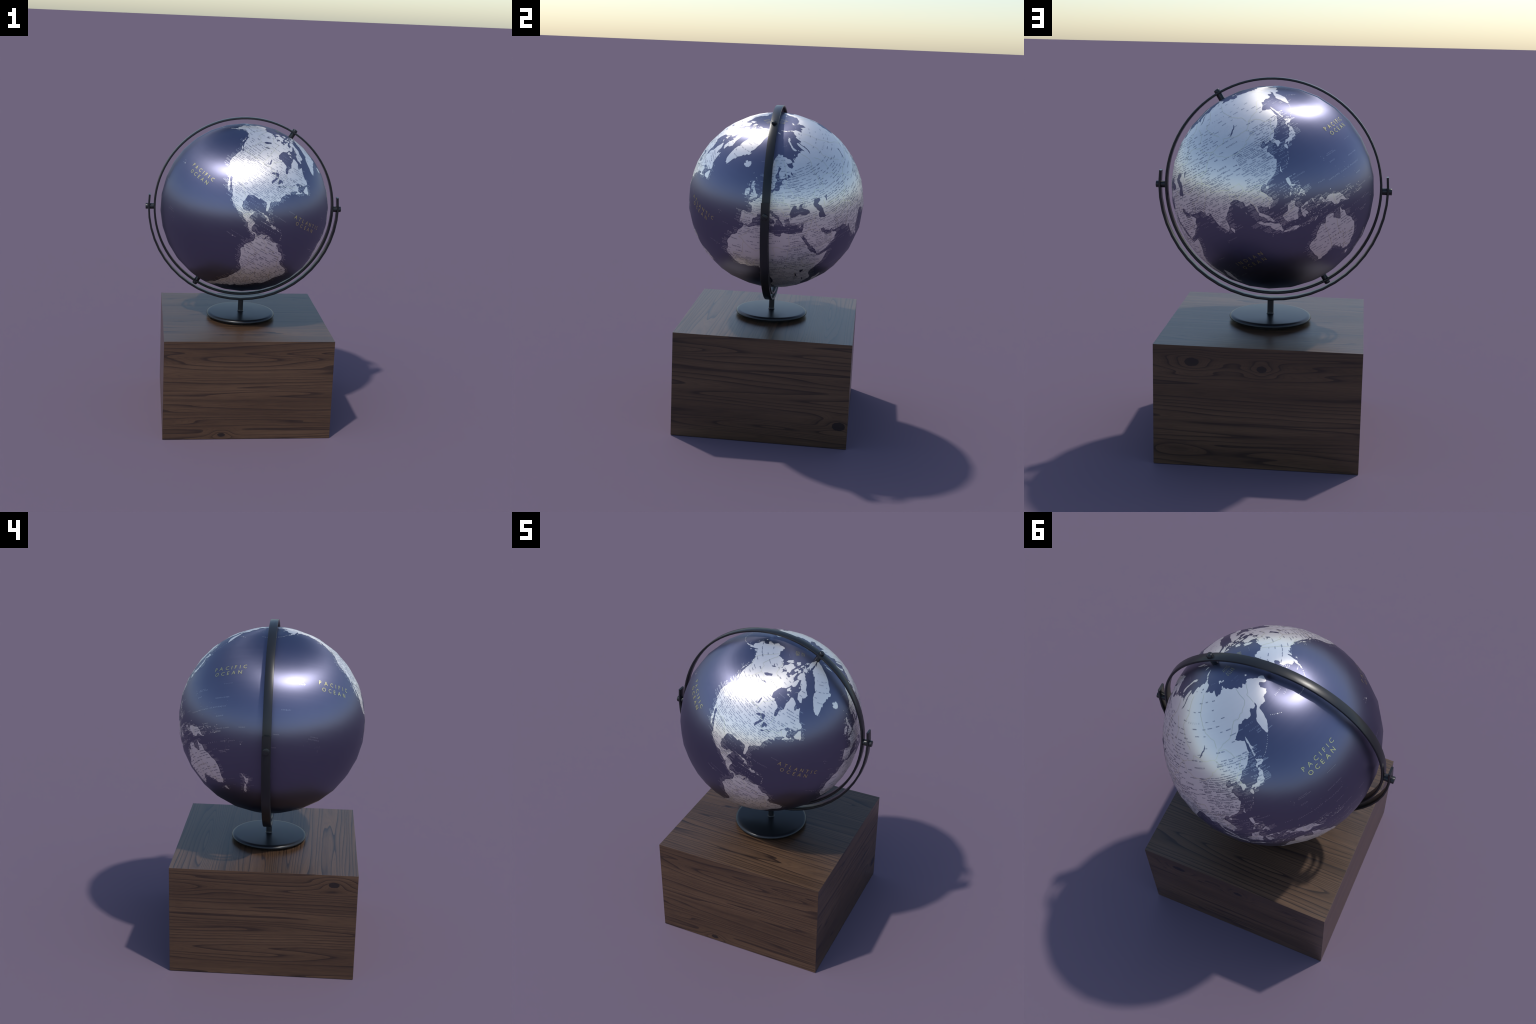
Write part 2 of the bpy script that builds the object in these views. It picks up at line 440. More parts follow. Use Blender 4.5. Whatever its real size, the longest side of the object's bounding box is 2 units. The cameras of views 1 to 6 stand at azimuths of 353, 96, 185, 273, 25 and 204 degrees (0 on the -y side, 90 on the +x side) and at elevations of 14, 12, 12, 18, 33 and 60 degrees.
AFRICA = [
    (32.3, 31.2), (32.5, 29.9), (33.6, 27.8), (35.5, 24), (37.2, 21), (37.3, 18.8), (39.6, 15.3), (41.2, 14.6), (43.1, 12.6), (43.3, 11.5), (44.9, 10.5),
    (48, 11.2), (51.2, 11.9), (51, 10.4), (49, 6.5), (47.8, 4.3), (45, 1.9), (42.5, -0.5), (40.2, -2.7), (39.2, -4.8), (38.8, -6.3), (39.5, -9),
    (40.5, -10.6), (40.7, -14.8), (37, -17.8), (34.8, -19.8), (35.4, -22.2), (35.5, -23.9), (32.8, -25.8), (32.6, -28), (30.5, -31), (28, -33),
    (25.7, -34), (22, -34.1), (20, -34.8), (18.4, -34.1), (18.2, -32), (16.6, -28.6), (15, -26.2), (14.5, -22.8), (12.2, -18.5), (11.8, -16.5),
    (13.7, -12), (13.3, -8.8), (12.3, -6), (11.2, -4), (9, -1), (9.5, 1), (9.8, 3.2), (8.9, 4.6), (6.2, 4.3), (4.5, 6.3), (1.2, 6.1), (-2, 4.8),
    (-4.5, 5.2), (-7.5, 4.4), (-9.2, 5.5), (-11.4, 6.9), (-13.3, 9), (-15, 11), (-16.7, 12.4), (-17.5, 14.7), (-16.3, 16.5), (-16.3, 19),
    (-17, 21), (-16, 23.7), (-14.5, 26.2), (-12.9, 27.9), (-10, 29.5), (-9.7, 31.4), (-7, 33.7), (-5.9, 35.8), (-3, 35.3), (-1.8, 35.1), (2.5, 36.6),
    (5.5, 36.8), (9.8, 37.3), (11, 37), (10.5, 35.6), (10.1, 34.2), (11.2, 33.2), (15.2, 32.3), (15.8, 31.3), (19, 30.3), (20.1, 31), (20, 32.2),
    (21.8, 32.9), (23.2, 32.2), (25.2, 31.6), (29, 30.9), (31, 31.6)]
EUROPE = [
    (32.4, 31.2), (34.2, 31.3), (35, 32.8), (35.9, 35.5), (36.1, 36.7), (34.6, 36.8), (33.7, 36.1), (32, 36.1), (30.6, 36.8), (29.2, 36.3), (28.2, 36.7),
    (27.3, 37.2), (26.3, 38.3), (26.9, 39), (26.1, 39.5), (26.2, 40.1), (26.1, 40.7), (24.4, 40.9), (23.8, 40.2), (22.9, 40.4), (22.8, 39.5),
    (24, 37.8), (22.9, 37.4), (23.1, 36.5), (22.4, 36.6), (21.7, 36.9), (21.2, 38.2), (20.3, 39.4), (19.4, 40.5), (19.5, 41.8), (17.5, 43),
    (15.2, 44.2), (14.5, 45.3), (13.6, 44.9), (13.6, 45.7), (12.3, 45.3), (12.4, 44.2), (13.6, 43.5), (14.2, 42.4), (16.1, 41.8), (16, 41.3),
    (18.4, 40.2), (17, 40.5), (16.6, 39.8), (17.1, 39), (15.8, 37.9), (16, 39.2), (15.5, 40), (14.3, 40.8), (12.3, 41.7), (10.5, 42.9), (10.1, 44),
    (8.8, 44.4), (7.5, 43.8), (6, 43.1), (4.5, 43.4), (3.1, 43.1), (3.2, 41.9), (0.8, 40.9), (-0.3, 39.4), (0.2, 38.7), (-0.7, 37.6), (-2.1, 36.7),
    (-4.5, 36.7), (-5.6, 36), (-6.4, 36.8), (-8.9, 37), (-9.4, 38.7), (-8.8, 41), (-9.2, 43), (-7.9, 43.7), (-4, 43.4), (-1.6, 43.4), (-1.2, 45),
    (-2.2, 47.2), (-4.6, 48), (-4.5, 48.6), (-1.6, 48.7), (-1.8, 49.7), (0.2, 49.5), (1.6, 50.6), (3.5, 51.4), (4.7, 52.9), (6.9, 53.5), (8.6, 53.8),
    (8.6, 55.5), (8.2, 57), (10.5, 57.7), (10.3, 56.4), (9.6, 55), (10.9, 54), (14.2, 54), (18.5, 54.7), (19.9, 54.9), (21, 55.7), (21.1, 57),
    (22.6, 57.7), (24.3, 57.2), (23.5, 58.7), (24.8, 59.5), (28, 59.5), (30, 60), (28, 60.5), (25, 60.2), (22.9, 59.9), (21.4, 61), (21.3, 62.8),
    (24.8, 65), (22.2, 65.8), (21, 64.5), (17.5, 62), (17.2, 60.6), (18.9, 59.8), (16.8, 58.4), (16.4, 56.5), (14.3, 55.5), (12.9, 55.5), (11.5, 58),
    (10.6, 59.3), (9.5, 58.8), (7.8, 58), (5.7, 58.7), (5.1, 60.5), (5.1, 62.1), (8.5, 63.6), (11, 64.8), (13, 66.3), (15.5, 68.3), (18.5, 69.6),
    (22, 70.4), (25.8, 71.1), (29, 70.7), (31, 70.3), (30, 69.6), (33.5, 69.4), (37, 68.4), (41, 67.1), (40.5, 66.4), (35.5, 66.4), (32.8, 67),
    (34.8, 64.6), (37.5, 63.9), (40.5, 64.7), (40, 65.7), (43.9, 66.2), (44, 68.3), (46.5, 66.9), (46, 68), (50, 68.2), (53.8, 68.8), (60, 68.8)]
ASIA = [
    (60.8, 69.8), (66.5, 69), (68.3, 68.3), (66.8, 70), (67.2, 71.5), (69, 73), (72.5, 72.8), (72.3, 71), (73.2, 69), (73.2, 68), (71.5, 66.3), (74, 67.3),
    (74.8, 69), (73.6, 71.3), (75, 72.8), (78, 72.3), (80.5, 72.5), (81, 73.6), (87, 75), (92, 76), (98.5, 76.3), (104.2, 77.7), (108, 76.7),
    (113.5, 75.8), (106.5, 73.3), (113.5, 73.6), (123.5, 73), (126.5, 73.5), (129, 71.2), (133, 71.6), (140, 72.6), (149, 72.2), (152.8, 70.9),
    (160, 69.7), (167, 69.6), (170.5, 69), (176, 69.8), (180.5, 69), (184.5, 67.2), (190, 66.1), (187, 64.5), (181.3, 66), (177.5, 64.6), (179.5, 62.6),
    (174.5, 61.8), (170.3, 60), (166, 60.2), (163.3, 59.6), (163, 58), (162.2, 56.2), (161.8, 55), (160, 53.2), (158.3, 51.9), (156.7, 51),
    (155.6, 53.5), (155.6, 56.7), (158, 58.2), (161.8, 60.3), (163.6, 61.6), (163.2, 62.4), (160, 60.8), (157, 61.6), (154.5, 59.6), (151, 59.1),
    (142.5, 59.2), (137.5, 56), (135.3, 54.8), (138.6, 53.9), (141.2, 53), (140.5, 50.5), (140.3, 48.4), (138, 46.3), (135.5, 44.3), (132.3, 43.2),
    (130.7, 42.3), (129.7, 41), (127.5, 39.6), (129.3, 37.2), (129.3, 35.4), (127.5, 34.6), (126.4, 34.6), (126.6, 37), (125, 37.9), (125.2, 39.5),
    (121.5, 38.9), (121.8, 40.7), (119.5, 39.8), (117.8, 38.9), (119, 37.3), (122.4, 37.3), (120.3, 36), (119.3, 34.8), (121, 32.6), (121.8, 31),
    (121, 30.4), (122, 29.5), (120.6, 27.6), (119.3, 25.5), (117, 23.6), (114.2, 22.4), (110.5, 21.2), (110, 20.4), (109.6, 21.5), (108, 21.5),
    (106, 19.9), (105.7, 18.8), (107.3, 16.8), (109.2, 13.5), (109.2, 11.6), (107, 10.4), (104.8, 8.6), (105, 10.3), (103.5, 10.6), (102.2, 12.2),
    (100.9, 12.7), (100.2, 13.4), (99.2, 10.5), (100.3, 8.4), (101.5, 6.9), (103.3, 4.8), (104.2, 1.4), (103.4, 1.4), (101.2, 3.2), (100.3, 5.8),
    (98.3, 8.2), (98.6, 10.5), (98.6, 13), (97.6, 16.3), (95.3, 15.8), (94.3, 16.3), (94.2, 19), (92, 21.3), (90.3, 22.2), (87, 21.4), (86.8, 20.2),
    (84, 18.3), (82, 16.4), (80.2, 15.3), (80.3, 13), (79.8, 10.3), (78.2, 8.9), (77.5, 8.1), (76.3, 10), (74.8, 13), (73.5, 16.2), (72.8, 19.2),
    (72.7, 21.3), (72.1, 21.6), (70.8, 20.8), (69, 22.3), (70, 22.9), (68.2, 23.7), (66.7, 25), (61.6, 25.2), (57.3, 25.7), (56.4, 27.1), (54.7, 26.5),
    (51.5, 27.9), (50.1, 30.1), (48, 30), (48.2, 28.7), (50.1, 26.6), (50.8, 25), (51.3, 26.1), (51.6, 24.4), (54, 24.2), (56.3, 26.2), (56.6, 24.4),
    (58.7, 23.6), (59.8, 22.4), (57.8, 20.4), (57.7, 19), (55, 17.2), (52.2, 15.6), (48.7, 14), (45, 12.8), (43.5, 12.8), (42.7, 15.5), (42.4, 17),
    (40.7, 19.8), (39, 21.7), (37.3, 24.4), (35.2, 28), (34.9, 29.4), (34.3, 27.9), (33.2, 28.9), (32.6, 29.9)]
AUSTRALIA = [
    (142.5, -10.7), (143.5, -14), (145.3, -15), (146.2, -18.8), (149, -20.5), (150.8, -23.3), (153.1, -25.5), (153.5, -28.5), (152.5, -32.3),
    (150.8, -34.6), (150, -37.3), (147.8, -38), (146.3, -39), (144.5, -38.2), (142.5, -38.4), (140.5, -37.8), (139.6, -36), (138.2, -35.6), (138, -33.2),
    (137, -35.2), (136, -34.8), (134, -32.8), (131.2, -31.5), (126, -32.3), (123.8, -33.9), (120, -34), (117.9, -35.1), (115.1, -34.3), (115.7, -31.8),
    (114.2, -28), (113.5, -25), (114, -22.2), (116.8, -20.6), (121, -19.4), (122.3, -17.5), (124, -16.3), (126.8, -14), (128.5, -14.9), (129.7, -14.9),
    (130.8, -12.4), (132.7, -11.5), (136.7, -12.2), (135.8, -14.9), (139.3, -17.4), (140.8, -17.5), (141.6, -14.5)]
GREENLAND = [
    (-44, 59.9), (-48, 61), (-51.5, 64), (-53.5, 66.5), (-53.5, 68.5), (-51, 69.8), (-54.5, 70.7), (-55.5, 73), (-58.5, 75.4), (-66, 76), (-70.5, 77),
    (-72.5, 78.4), (-66, 79.5), (-64, 81), (-55, 82.2), (-45, 82.2), (-33, 83.1), (-22, 82.3), (-14, 81.4), (-18, 79.5), (-19.5, 77), (-20, 74.5),
    (-22.5, 72.5), (-24, 71.2), (-26.5, 70.4), (-22.5, 70.1), (-27, 68.5), (-33, 67.5), (-38.5, 65.6), (-41, 63.5), (-42.8, 61)]
ISLANDS = {
    "baffin": [(-61.5, 66.5), (-64, 65), (-66.5, 64.8), (-65, 62.5), (-69, 62.8), (-72, 64), (-77.5, 64.5), (-73.5, 65.7), (-72.5, 67.5), (-75.5, 68.5), (-79, 69.8), (-85, 70), (-89, 71), (-89.5, 73), (-85.5, 73.7), (-81, 73.5), (-77, 72.8), (-72, 71.6), (-68.5, 70.2), (-66, 68.2)],
    "victoria": [(-117, 69.9), (-113, 68.6), (-106, 69), (-101.5, 69.6), (-104.5, 71.2), (-105, 72.8), (-109, 73), (-114.5, 73.2), (-118, 72.5), (-115.5, 71)],
    "banks": [(-125, 72), (-123, 71.2), (-120, 71.6), (-117, 73), (-119, 74.1), (-124, 74.3)],
    "ellesmere": [(-77, 76.5), (-89, 76.5), (-87, 78), (-92, 79.5), (-91, 81), (-85, 82.2), (-72, 83), (-62, 82.5), (-68, 81), (-74, 79.5), (-78, 78)],
    "axel": [(-88, 78.3), (-94, 79), (-96, 80.3), (-92.5, 81.2), (-89, 80)],
    "devon": [(-80, 74.7), (-91, 74.8), (-92.5, 76.4), (-88, 75.8), (-81, 75.7)],
    "somerset": [(-90.5, 73), (-93, 72.1), (-96, 73), (-95.5, 74), (-92, 74)],
    "prince_of_wales": [(-97.5, 71.7), (-102, 72), (-101, 73.8), (-97.6, 73.5)],
    "melville": [(-106, 74.9), (-113, 74.6), (-117, 75.3), (-114, 76.2), (-108, 76), (-106, 75.6)],
    "bathurst": [(-98, 75), (-102, 75.4), (-101, 76.5), (-97.5, 76.3)],
    "ringnes": [(-96, 77.9), (-103, 77.9), (-104, 78.9), (-97, 78.7)],
    "king_william": [(-96, 68.8), (-99, 69), (-97, 69.8)],
    "southampton": [(-80.5, 63.8), (-85, 63.2), (-87, 64), (-85, 65.7), (-82.5, 64.8)],
    "coats": [(-80.5, 62.3), (-83.6, 62.3), (-82, 62.8)], "mansel": [(-79.5, 61.8), (-80.3, 62.2), (-79.5, 62.4)],
    "prince_charles": [(-75, 67.4), (-77, 67.4), (-76, 68.2)],
    "newfoundland": [(-59.2, 47.7), (-56, 47), (-53.1, 46.7), (-52.8, 48), (-53.8, 49.2), (-55.6, 51.4), (-57, 50.9), (-58.4, 49)],
    "anticosti": [(-61.8, 49.1), (-64.2, 49.7), (-63, 49.8)], "prince_edward": [(-62, 46.1), (-64, 46.6), (-62.5, 46.5)],
    "vancouver": [(-123.4, 48.4), (-125.5, 48.9), (-128.2, 50.7), (-125.3, 50.1)], "queen_charlotte": [(-131.1, 52.2), (-133, 54), (-131.8, 54)],
    "kodiak": [(-152.3, 57.5), (-154.5, 57), (-153, 58.2)], "nunivak": [(-165.5, 60), (-167, 60.2), (-166, 60.5)], "st_lawrence": [(-169, 63.2), (-171.7, 63.5), (-170, 63.7)],
    "cuba": [(-84.8, 21.9), (-82.5, 22.6), (-81, 22.2), (-78.5, 21.6), (-77.7, 19.9), (-74.3, 20.2), (-76, 21.1), (-79.5, 22.9), (-82, 23.2)],
    "hispaniola": [(-74.4, 18.4), (-71.6, 17.8), (-68.5, 18.4), (-69.8, 19.7), (-73, 19.9), (-72.6, 18.7)],
    "jamaica": [(-78.3, 18.3), (-76.3, 17.9), (-77, 18.5)], "puerto_rico": [(-67.2, 18), (-65.7, 18.1), (-66, 18.5), (-67.1, 18.5)],
    "trinidad": [(-61.8, 10.1), (-61, 10.2), (-61, 10.8), (-61.6, 10.7)], "andros": [(-77.9, 23.9), (-77.5, 24.4), (-78.2, 25.1)], "abaco": [(-77, 26), (-77.6, 26.8), (-77.3, 26.3)],
    "iceland": [(-22.6, 63.9), (-18.8, 63.4), (-14.8, 64.4), (-14.7, 65.7), (-16.2, 66.5), (-20.3, 65.9), (-21.5, 66.4), (-24.2, 65.6), (-22, 65.2), (-24, 64.8)],
    "great_britain": [(-5.5, 50.1), (-1.5, 50.7), (1.3, 51.2), (1.7, 52.7), (0.2, 53.1), (-1.2, 54.6), (-2, 55.8), (-3.2, 56.2), (-1.9, 57.6), (-4, 57.7), (-3.2, 58.6), (-5, 58.6), (-6, 56.6), (-5, 55), (-3.2, 54.8), (-3, 53.4), (-4.5, 53.2), (-4.2, 52.3), (-5.2, 51.8), (-3, 51.4)],
    "ireland": [(-6.2, 52.2), (-9.8, 51.5), (-10, 54.2), (-7.5, 55.3), (-5.6, 54.6), (-6.1, 53.3)],
    "zealand": [(11.2, 55.2), (12.5, 55.2), (12.5, 56), (11.3, 55.7)], "gotland": [(18.2, 57), (19, 57.8), (18.3, 57.6)],
    "sicily": [(12.5, 37.8), (15.1, 36.7), (15.6, 38.2), (13.3, 38.1)], "sardinia": [(8.5, 39), (9.6, 39.2), (9.6, 40.9), (8.3, 40.8)], "corsica": [(8.7, 41.6), (9.4, 41.6), (9.4, 42.9), (8.6, 42.4)],
    "crete": [(23.6, 35.3), (26.2, 35.1), (25, 35.4)], "cyprus": [(32.4, 34.8), (33.6, 34.8), (34.4, 35.6), (33, 35.3)], "majorca": [(2.5, 39.5), (3.3, 39.4), (3.1, 39.9)], "euboea": [(23.2, 38.9), (24.5, 38), (23.6, 38.8)],
    "svalbard": [(13, 78.2), (16.5, 76.7), (21, 78.3), (18.5, 79.6), (14, 79.7), (11, 79.2)], "nordaustlandet": [(19, 79.3), (26, 79.4), (25, 80.3), (18.5, 80.2)],
    "franz_josef": [(47, 80.3), (58, 80), (62, 81), (52, 81.2)],
    "novaya_zemlya": [(52, 71.5), (57.5, 70.6), (55.5, 72.3), (57.5, 74), (62, 75.5), (69, 76.6), (67, 77), (59, 76), (54.5, 74.3), (52.5, 72.8)],
    "severnaya": [(95, 79), (100, 78), (105.2, 78.6), (99, 79.7), (97, 81), (92, 80)],
    "kotelny": [(138, 75), (143, 75), (150, 75.2), (143, 75.9), (139, 76)], "lyakhov": [(140, 73.4), (143.5, 73.3), (142, 73.9)], "wrangel": [(178.7, 71.1), (182.2, 71.1), (181, 71.6)],
    "vaygach": [(58.5, 70), (60.5, 69.9), (59.5, 70.5)], "kolguev": [(48.3, 68.9), (50, 69), (49, 69.5)],
    "sakhalin": [(142, 46), (143.4, 46.9), (142.7, 47.6), (143.2, 49.3), (144.6, 49), (143.3, 51.5), (142.8, 54.3), (142.1, 53.2), (142.1, 49.5)],
    "hokkaido": [(140, 41.5), (141.2, 42.3), (143.3, 42), (145.6, 43.3), (144, 44.1), (141.8, 45.4), (141.5, 43.3), (140, 42.6)],
    "honshu": [(131, 34.2), (133.5, 34.4), (135.7, 33.5), (137, 34.6), (139, 34.7), (140.8, 35.7), (141, 37.5), (142, 39.6), (141.4, 41.4), (140.2, 41.2), (139.9, 39.5), (138.8, 37.9), (137, 37.3), (136, 35.7), (132.8, 35.5)],
    "kyushu": [(130, 32.6), (130.6, 31.1), (131.4, 31.5), (131.9, 33.4), (130.8, 33.9), (129.7, 33.2)], "shikoku": [(132.4, 33.4), (133, 32.8), (134.6, 33.9), (134, 34.4)],
    "taiwan": [(120.1, 23.3), (120.8, 22), (121.9, 25), (121.3, 25.1)], "hainan": [(108.7, 19.2), (109.7, 18.3), (111, 19.8), (109.7, 20.1)],
    "luzon": [(120.3, 16), (120.7, 14), (124, 12.7), (123.3, 13.7), (121.7, 14.3), (122.2, 16.4), (122.1, 18.5), (120.6, 18.4)],
    "mindanao": [(122, 7), (124, 7.6), (125.4, 5.7), (126.4, 7.4), (125.5, 9.7), (123.6, 8.4)], "samar": [(124.3, 12.5), (125.6, 11.2), (125, 11), (124.4, 11.6)], "panay": [(122, 10.5), (123.2, 11), (122, 11.8)],
    "negros": [(122.5, 9.7), (123, 9.1), (123.5, 10.8)], "cebu": [(123.4, 9.6), (124, 11.2), (123.5, 10.2)], "leyte": [(124.5, 10.2), (125.1, 10.3), (124.7, 11.4)], "palawan": [(117.3, 8.4), (119.5, 10.5), (119.3, 11.2), (118, 9.3)], "mindoro": [(120.5, 13.4), (121.2, 12.3), (121.4, 13.3)],
    "borneo": [(109, 1.5), (109.2, -0.5), (110.2, -2.9), (113, -3.3), (116, -4), (117.5, -0.8), (119, 1), (117.8, 3.5), (119.2, 5.2), (117.3, 6.8), (116, 6), (113.5, 3.4), (111.3, 2.5)],
    "sulawesi": [(119.5, -5.5), (120.4, -5.4), (120.4, -3), (121.5, -4.7), (122.8, -4.2), (121.6, -1.9), (123.3, -0.9), (121, -0.9), (120.2, 0.3), (124.5, 0.5), (125.1, 1.6), (121, 1.2), (119.8, 0), (119, -3.3)],
    "sumatra": [(95.3, 5.6), (97.5, 5.2), (100.5, 2.2), (103.5, 0), (106, -3), (105.8, -5.8), (104.5, -5.8), (101.5, -3), (98.7, 1.5), (96, 4)],
    "java": [(105.2, -6.8), (108.5, -6.7), (111, -6.5), (114.5, -7.8), (114.4, -8.7), (110, -8.1), (106.4, -7.4)],
    "bali": [(114.5, -8.2), (115.6, -8.5), (115.1, -8.8)], "lombok": [(116, -8.3), (116.6, -8.9), (115.9, -8.8)], "sumbawa": [(116.8, -8.6), (119.1, -8.3), (118.5, -8.9)], "flores": [(119.9, -8.4), (122.9, -8.3), (120.5, -8.9)], "sumba": [(119, -9.5), (120.8, -10), (120, -10.2)],
    "timor": [(123.6, -10.3), (125, -8.9), (127.2, -8.4), (125.5, -9.6)], "halmahera": [(127.5, 0.8), (128.2, -0.6), (128.6, 1.2), (127.9, 2)], "seram": [(128, -3.2), (130.5, -3), (130.6, -3.7), (128.8, -3.4)], "buru": [(126.1, -3.3), (127.2, -3.4), (126.5, -3.8)], "bangka": [(105.3, -1.7), (106.6, -3), (105.6, -2.3)], "belitung": [(107.6, -2.7), (108.2, -3), (107.7, -3.2)], "aru": [(134.2, -5.6), (134.7, -6.4), (134.2, -6.8)],
    "new_guinea": [(131, -0.8), (134, -0.8), (134.8, -3.2), (137.8, -1.6), (141, -2.6), (144.5, -3.9), (147.2, -6), (147.8, -8), (150.8, -10.4), (147.2, -9.5), (144.5, -7.7), (142.5, -9.2), (139, -8.1), (138, -5.5), (133.5, -3.9), (132.8, -2.7)],
    "new_britain": [(148.4, -5.6), (150.2, -6.2), (152.2, -4.9), (151.8, -4.2), (151, -5.4)], "new_ireland": [(150.8, -2.6), (153, -4.6), (152.6, -4)], "bougainville": [(154.7, -5.5), (155.9, -6.7), (155.1, -6.4)],
    "guadalcanal": [(159.6, -9.3), (160.8, -9.8), (160, -9.9)], "malaita": [(160.6, -8.4), (161.4, -9.6), (160.8, -9)], "isabel": [(158.5, -7.5), (159.8, -8.5), (159, -8.2)], "new_caledonia": [(164, -20.2), (167, -22.3), (165.8, -21.8)], "santo": [(166.6, -14.9), (167.2, -15.5), (166.7, -15.6)], "viti_levu": [(177.3, -17.8), (178.6, -17.7), (178.2, -18.2)], "vanua_levu": [(178.6, -16.8), (180, -16.3), (179, -16.8)],
    "north_island": [(172.7, -34.5), (174.8, -36.5), (175.8, -36.7), (176.3, -37.6), (178.4, -37.7), (177.8, -39.2), (176.9, -40), (175.2, -41.5), (174.9, -40.3), (173.8, -39.3), (174.7, -38.2), (174.3, -36.5)],
    "south_island": [(172.8, -40.6), (174.2, -41.4), (172.8, -43.5), (171.2, -44.4), (170.6, -46), (168.4, -46.6), (166.6, -45.9), (168.3, -44.1), (171.2, -42.4)],
    "stewart": [(167.6, -46.8), (168.2, -46.9), (167.8, -47.2)],
    "tasmania": [(144.7, -40.8), (148.3, -40.9), (148, -43), (146.8, -43.6), (145.4, -42.5)], "sri_lanka": [(79.8, 8.2), (80.2, 9.8), (81.8, 7.4), (80.6, 5.9)],
    "madagascar": [(49.3, -12), (50.5, -15.6), (49.4, -18), (47.2, -24.8), (45.3, -25.5), (43.4, -22.5), (44.4, -19.8), (44.4, -16.2), (47, -15.2)],
    "andaman": [(92.6, 11.6), (93, 12.5), (93, 13.6), (92.7, 12.9)], "socotra": [(53.4, 12.5), (54.5, 12.5), (53.8, 12.7)],
    "hawaii": [(-155.9, 19.1), (-154.8, 19.5), (-155.8, 20.3)], "maui": [(-156.7, 20.8), (-156, 20.7), (-156.4, 21)], "oahu": [(-158.2, 21.4), (-157.7, 21.3), (-158, 21.7)],
    "falklands": [(-61, -51.9), (-58, -51.6), (-59, -52.3)], "isabela": [(-91.5, -0.8), (-90.9, -0.9), (-91.3, 0.1)], "bioko": [(8.5, 3.3), (8.9, 3.6), (8.6, 3.7)],
    "tierra": [(-65.2, -54.7), (-66, -55), (-65, -54.9)]}
ARCS = [[(156, 50.4), (153, 48), (149, 45.3), (146, 44)], [(-164.5, 54.4), (-169, 52.8), (-175, 51.9), (-180, 51.6), (-185.5, 52.4)], [(166, 55.2), (173, 52.8)],
        [(130, 30.2), (128, 26.6), (125, 24.6)], [(-61, 15), (-61.5, 13), (-62.5, 17.5)], [(-75, 24), (-73, 22), (-71.8, 21.6)]]
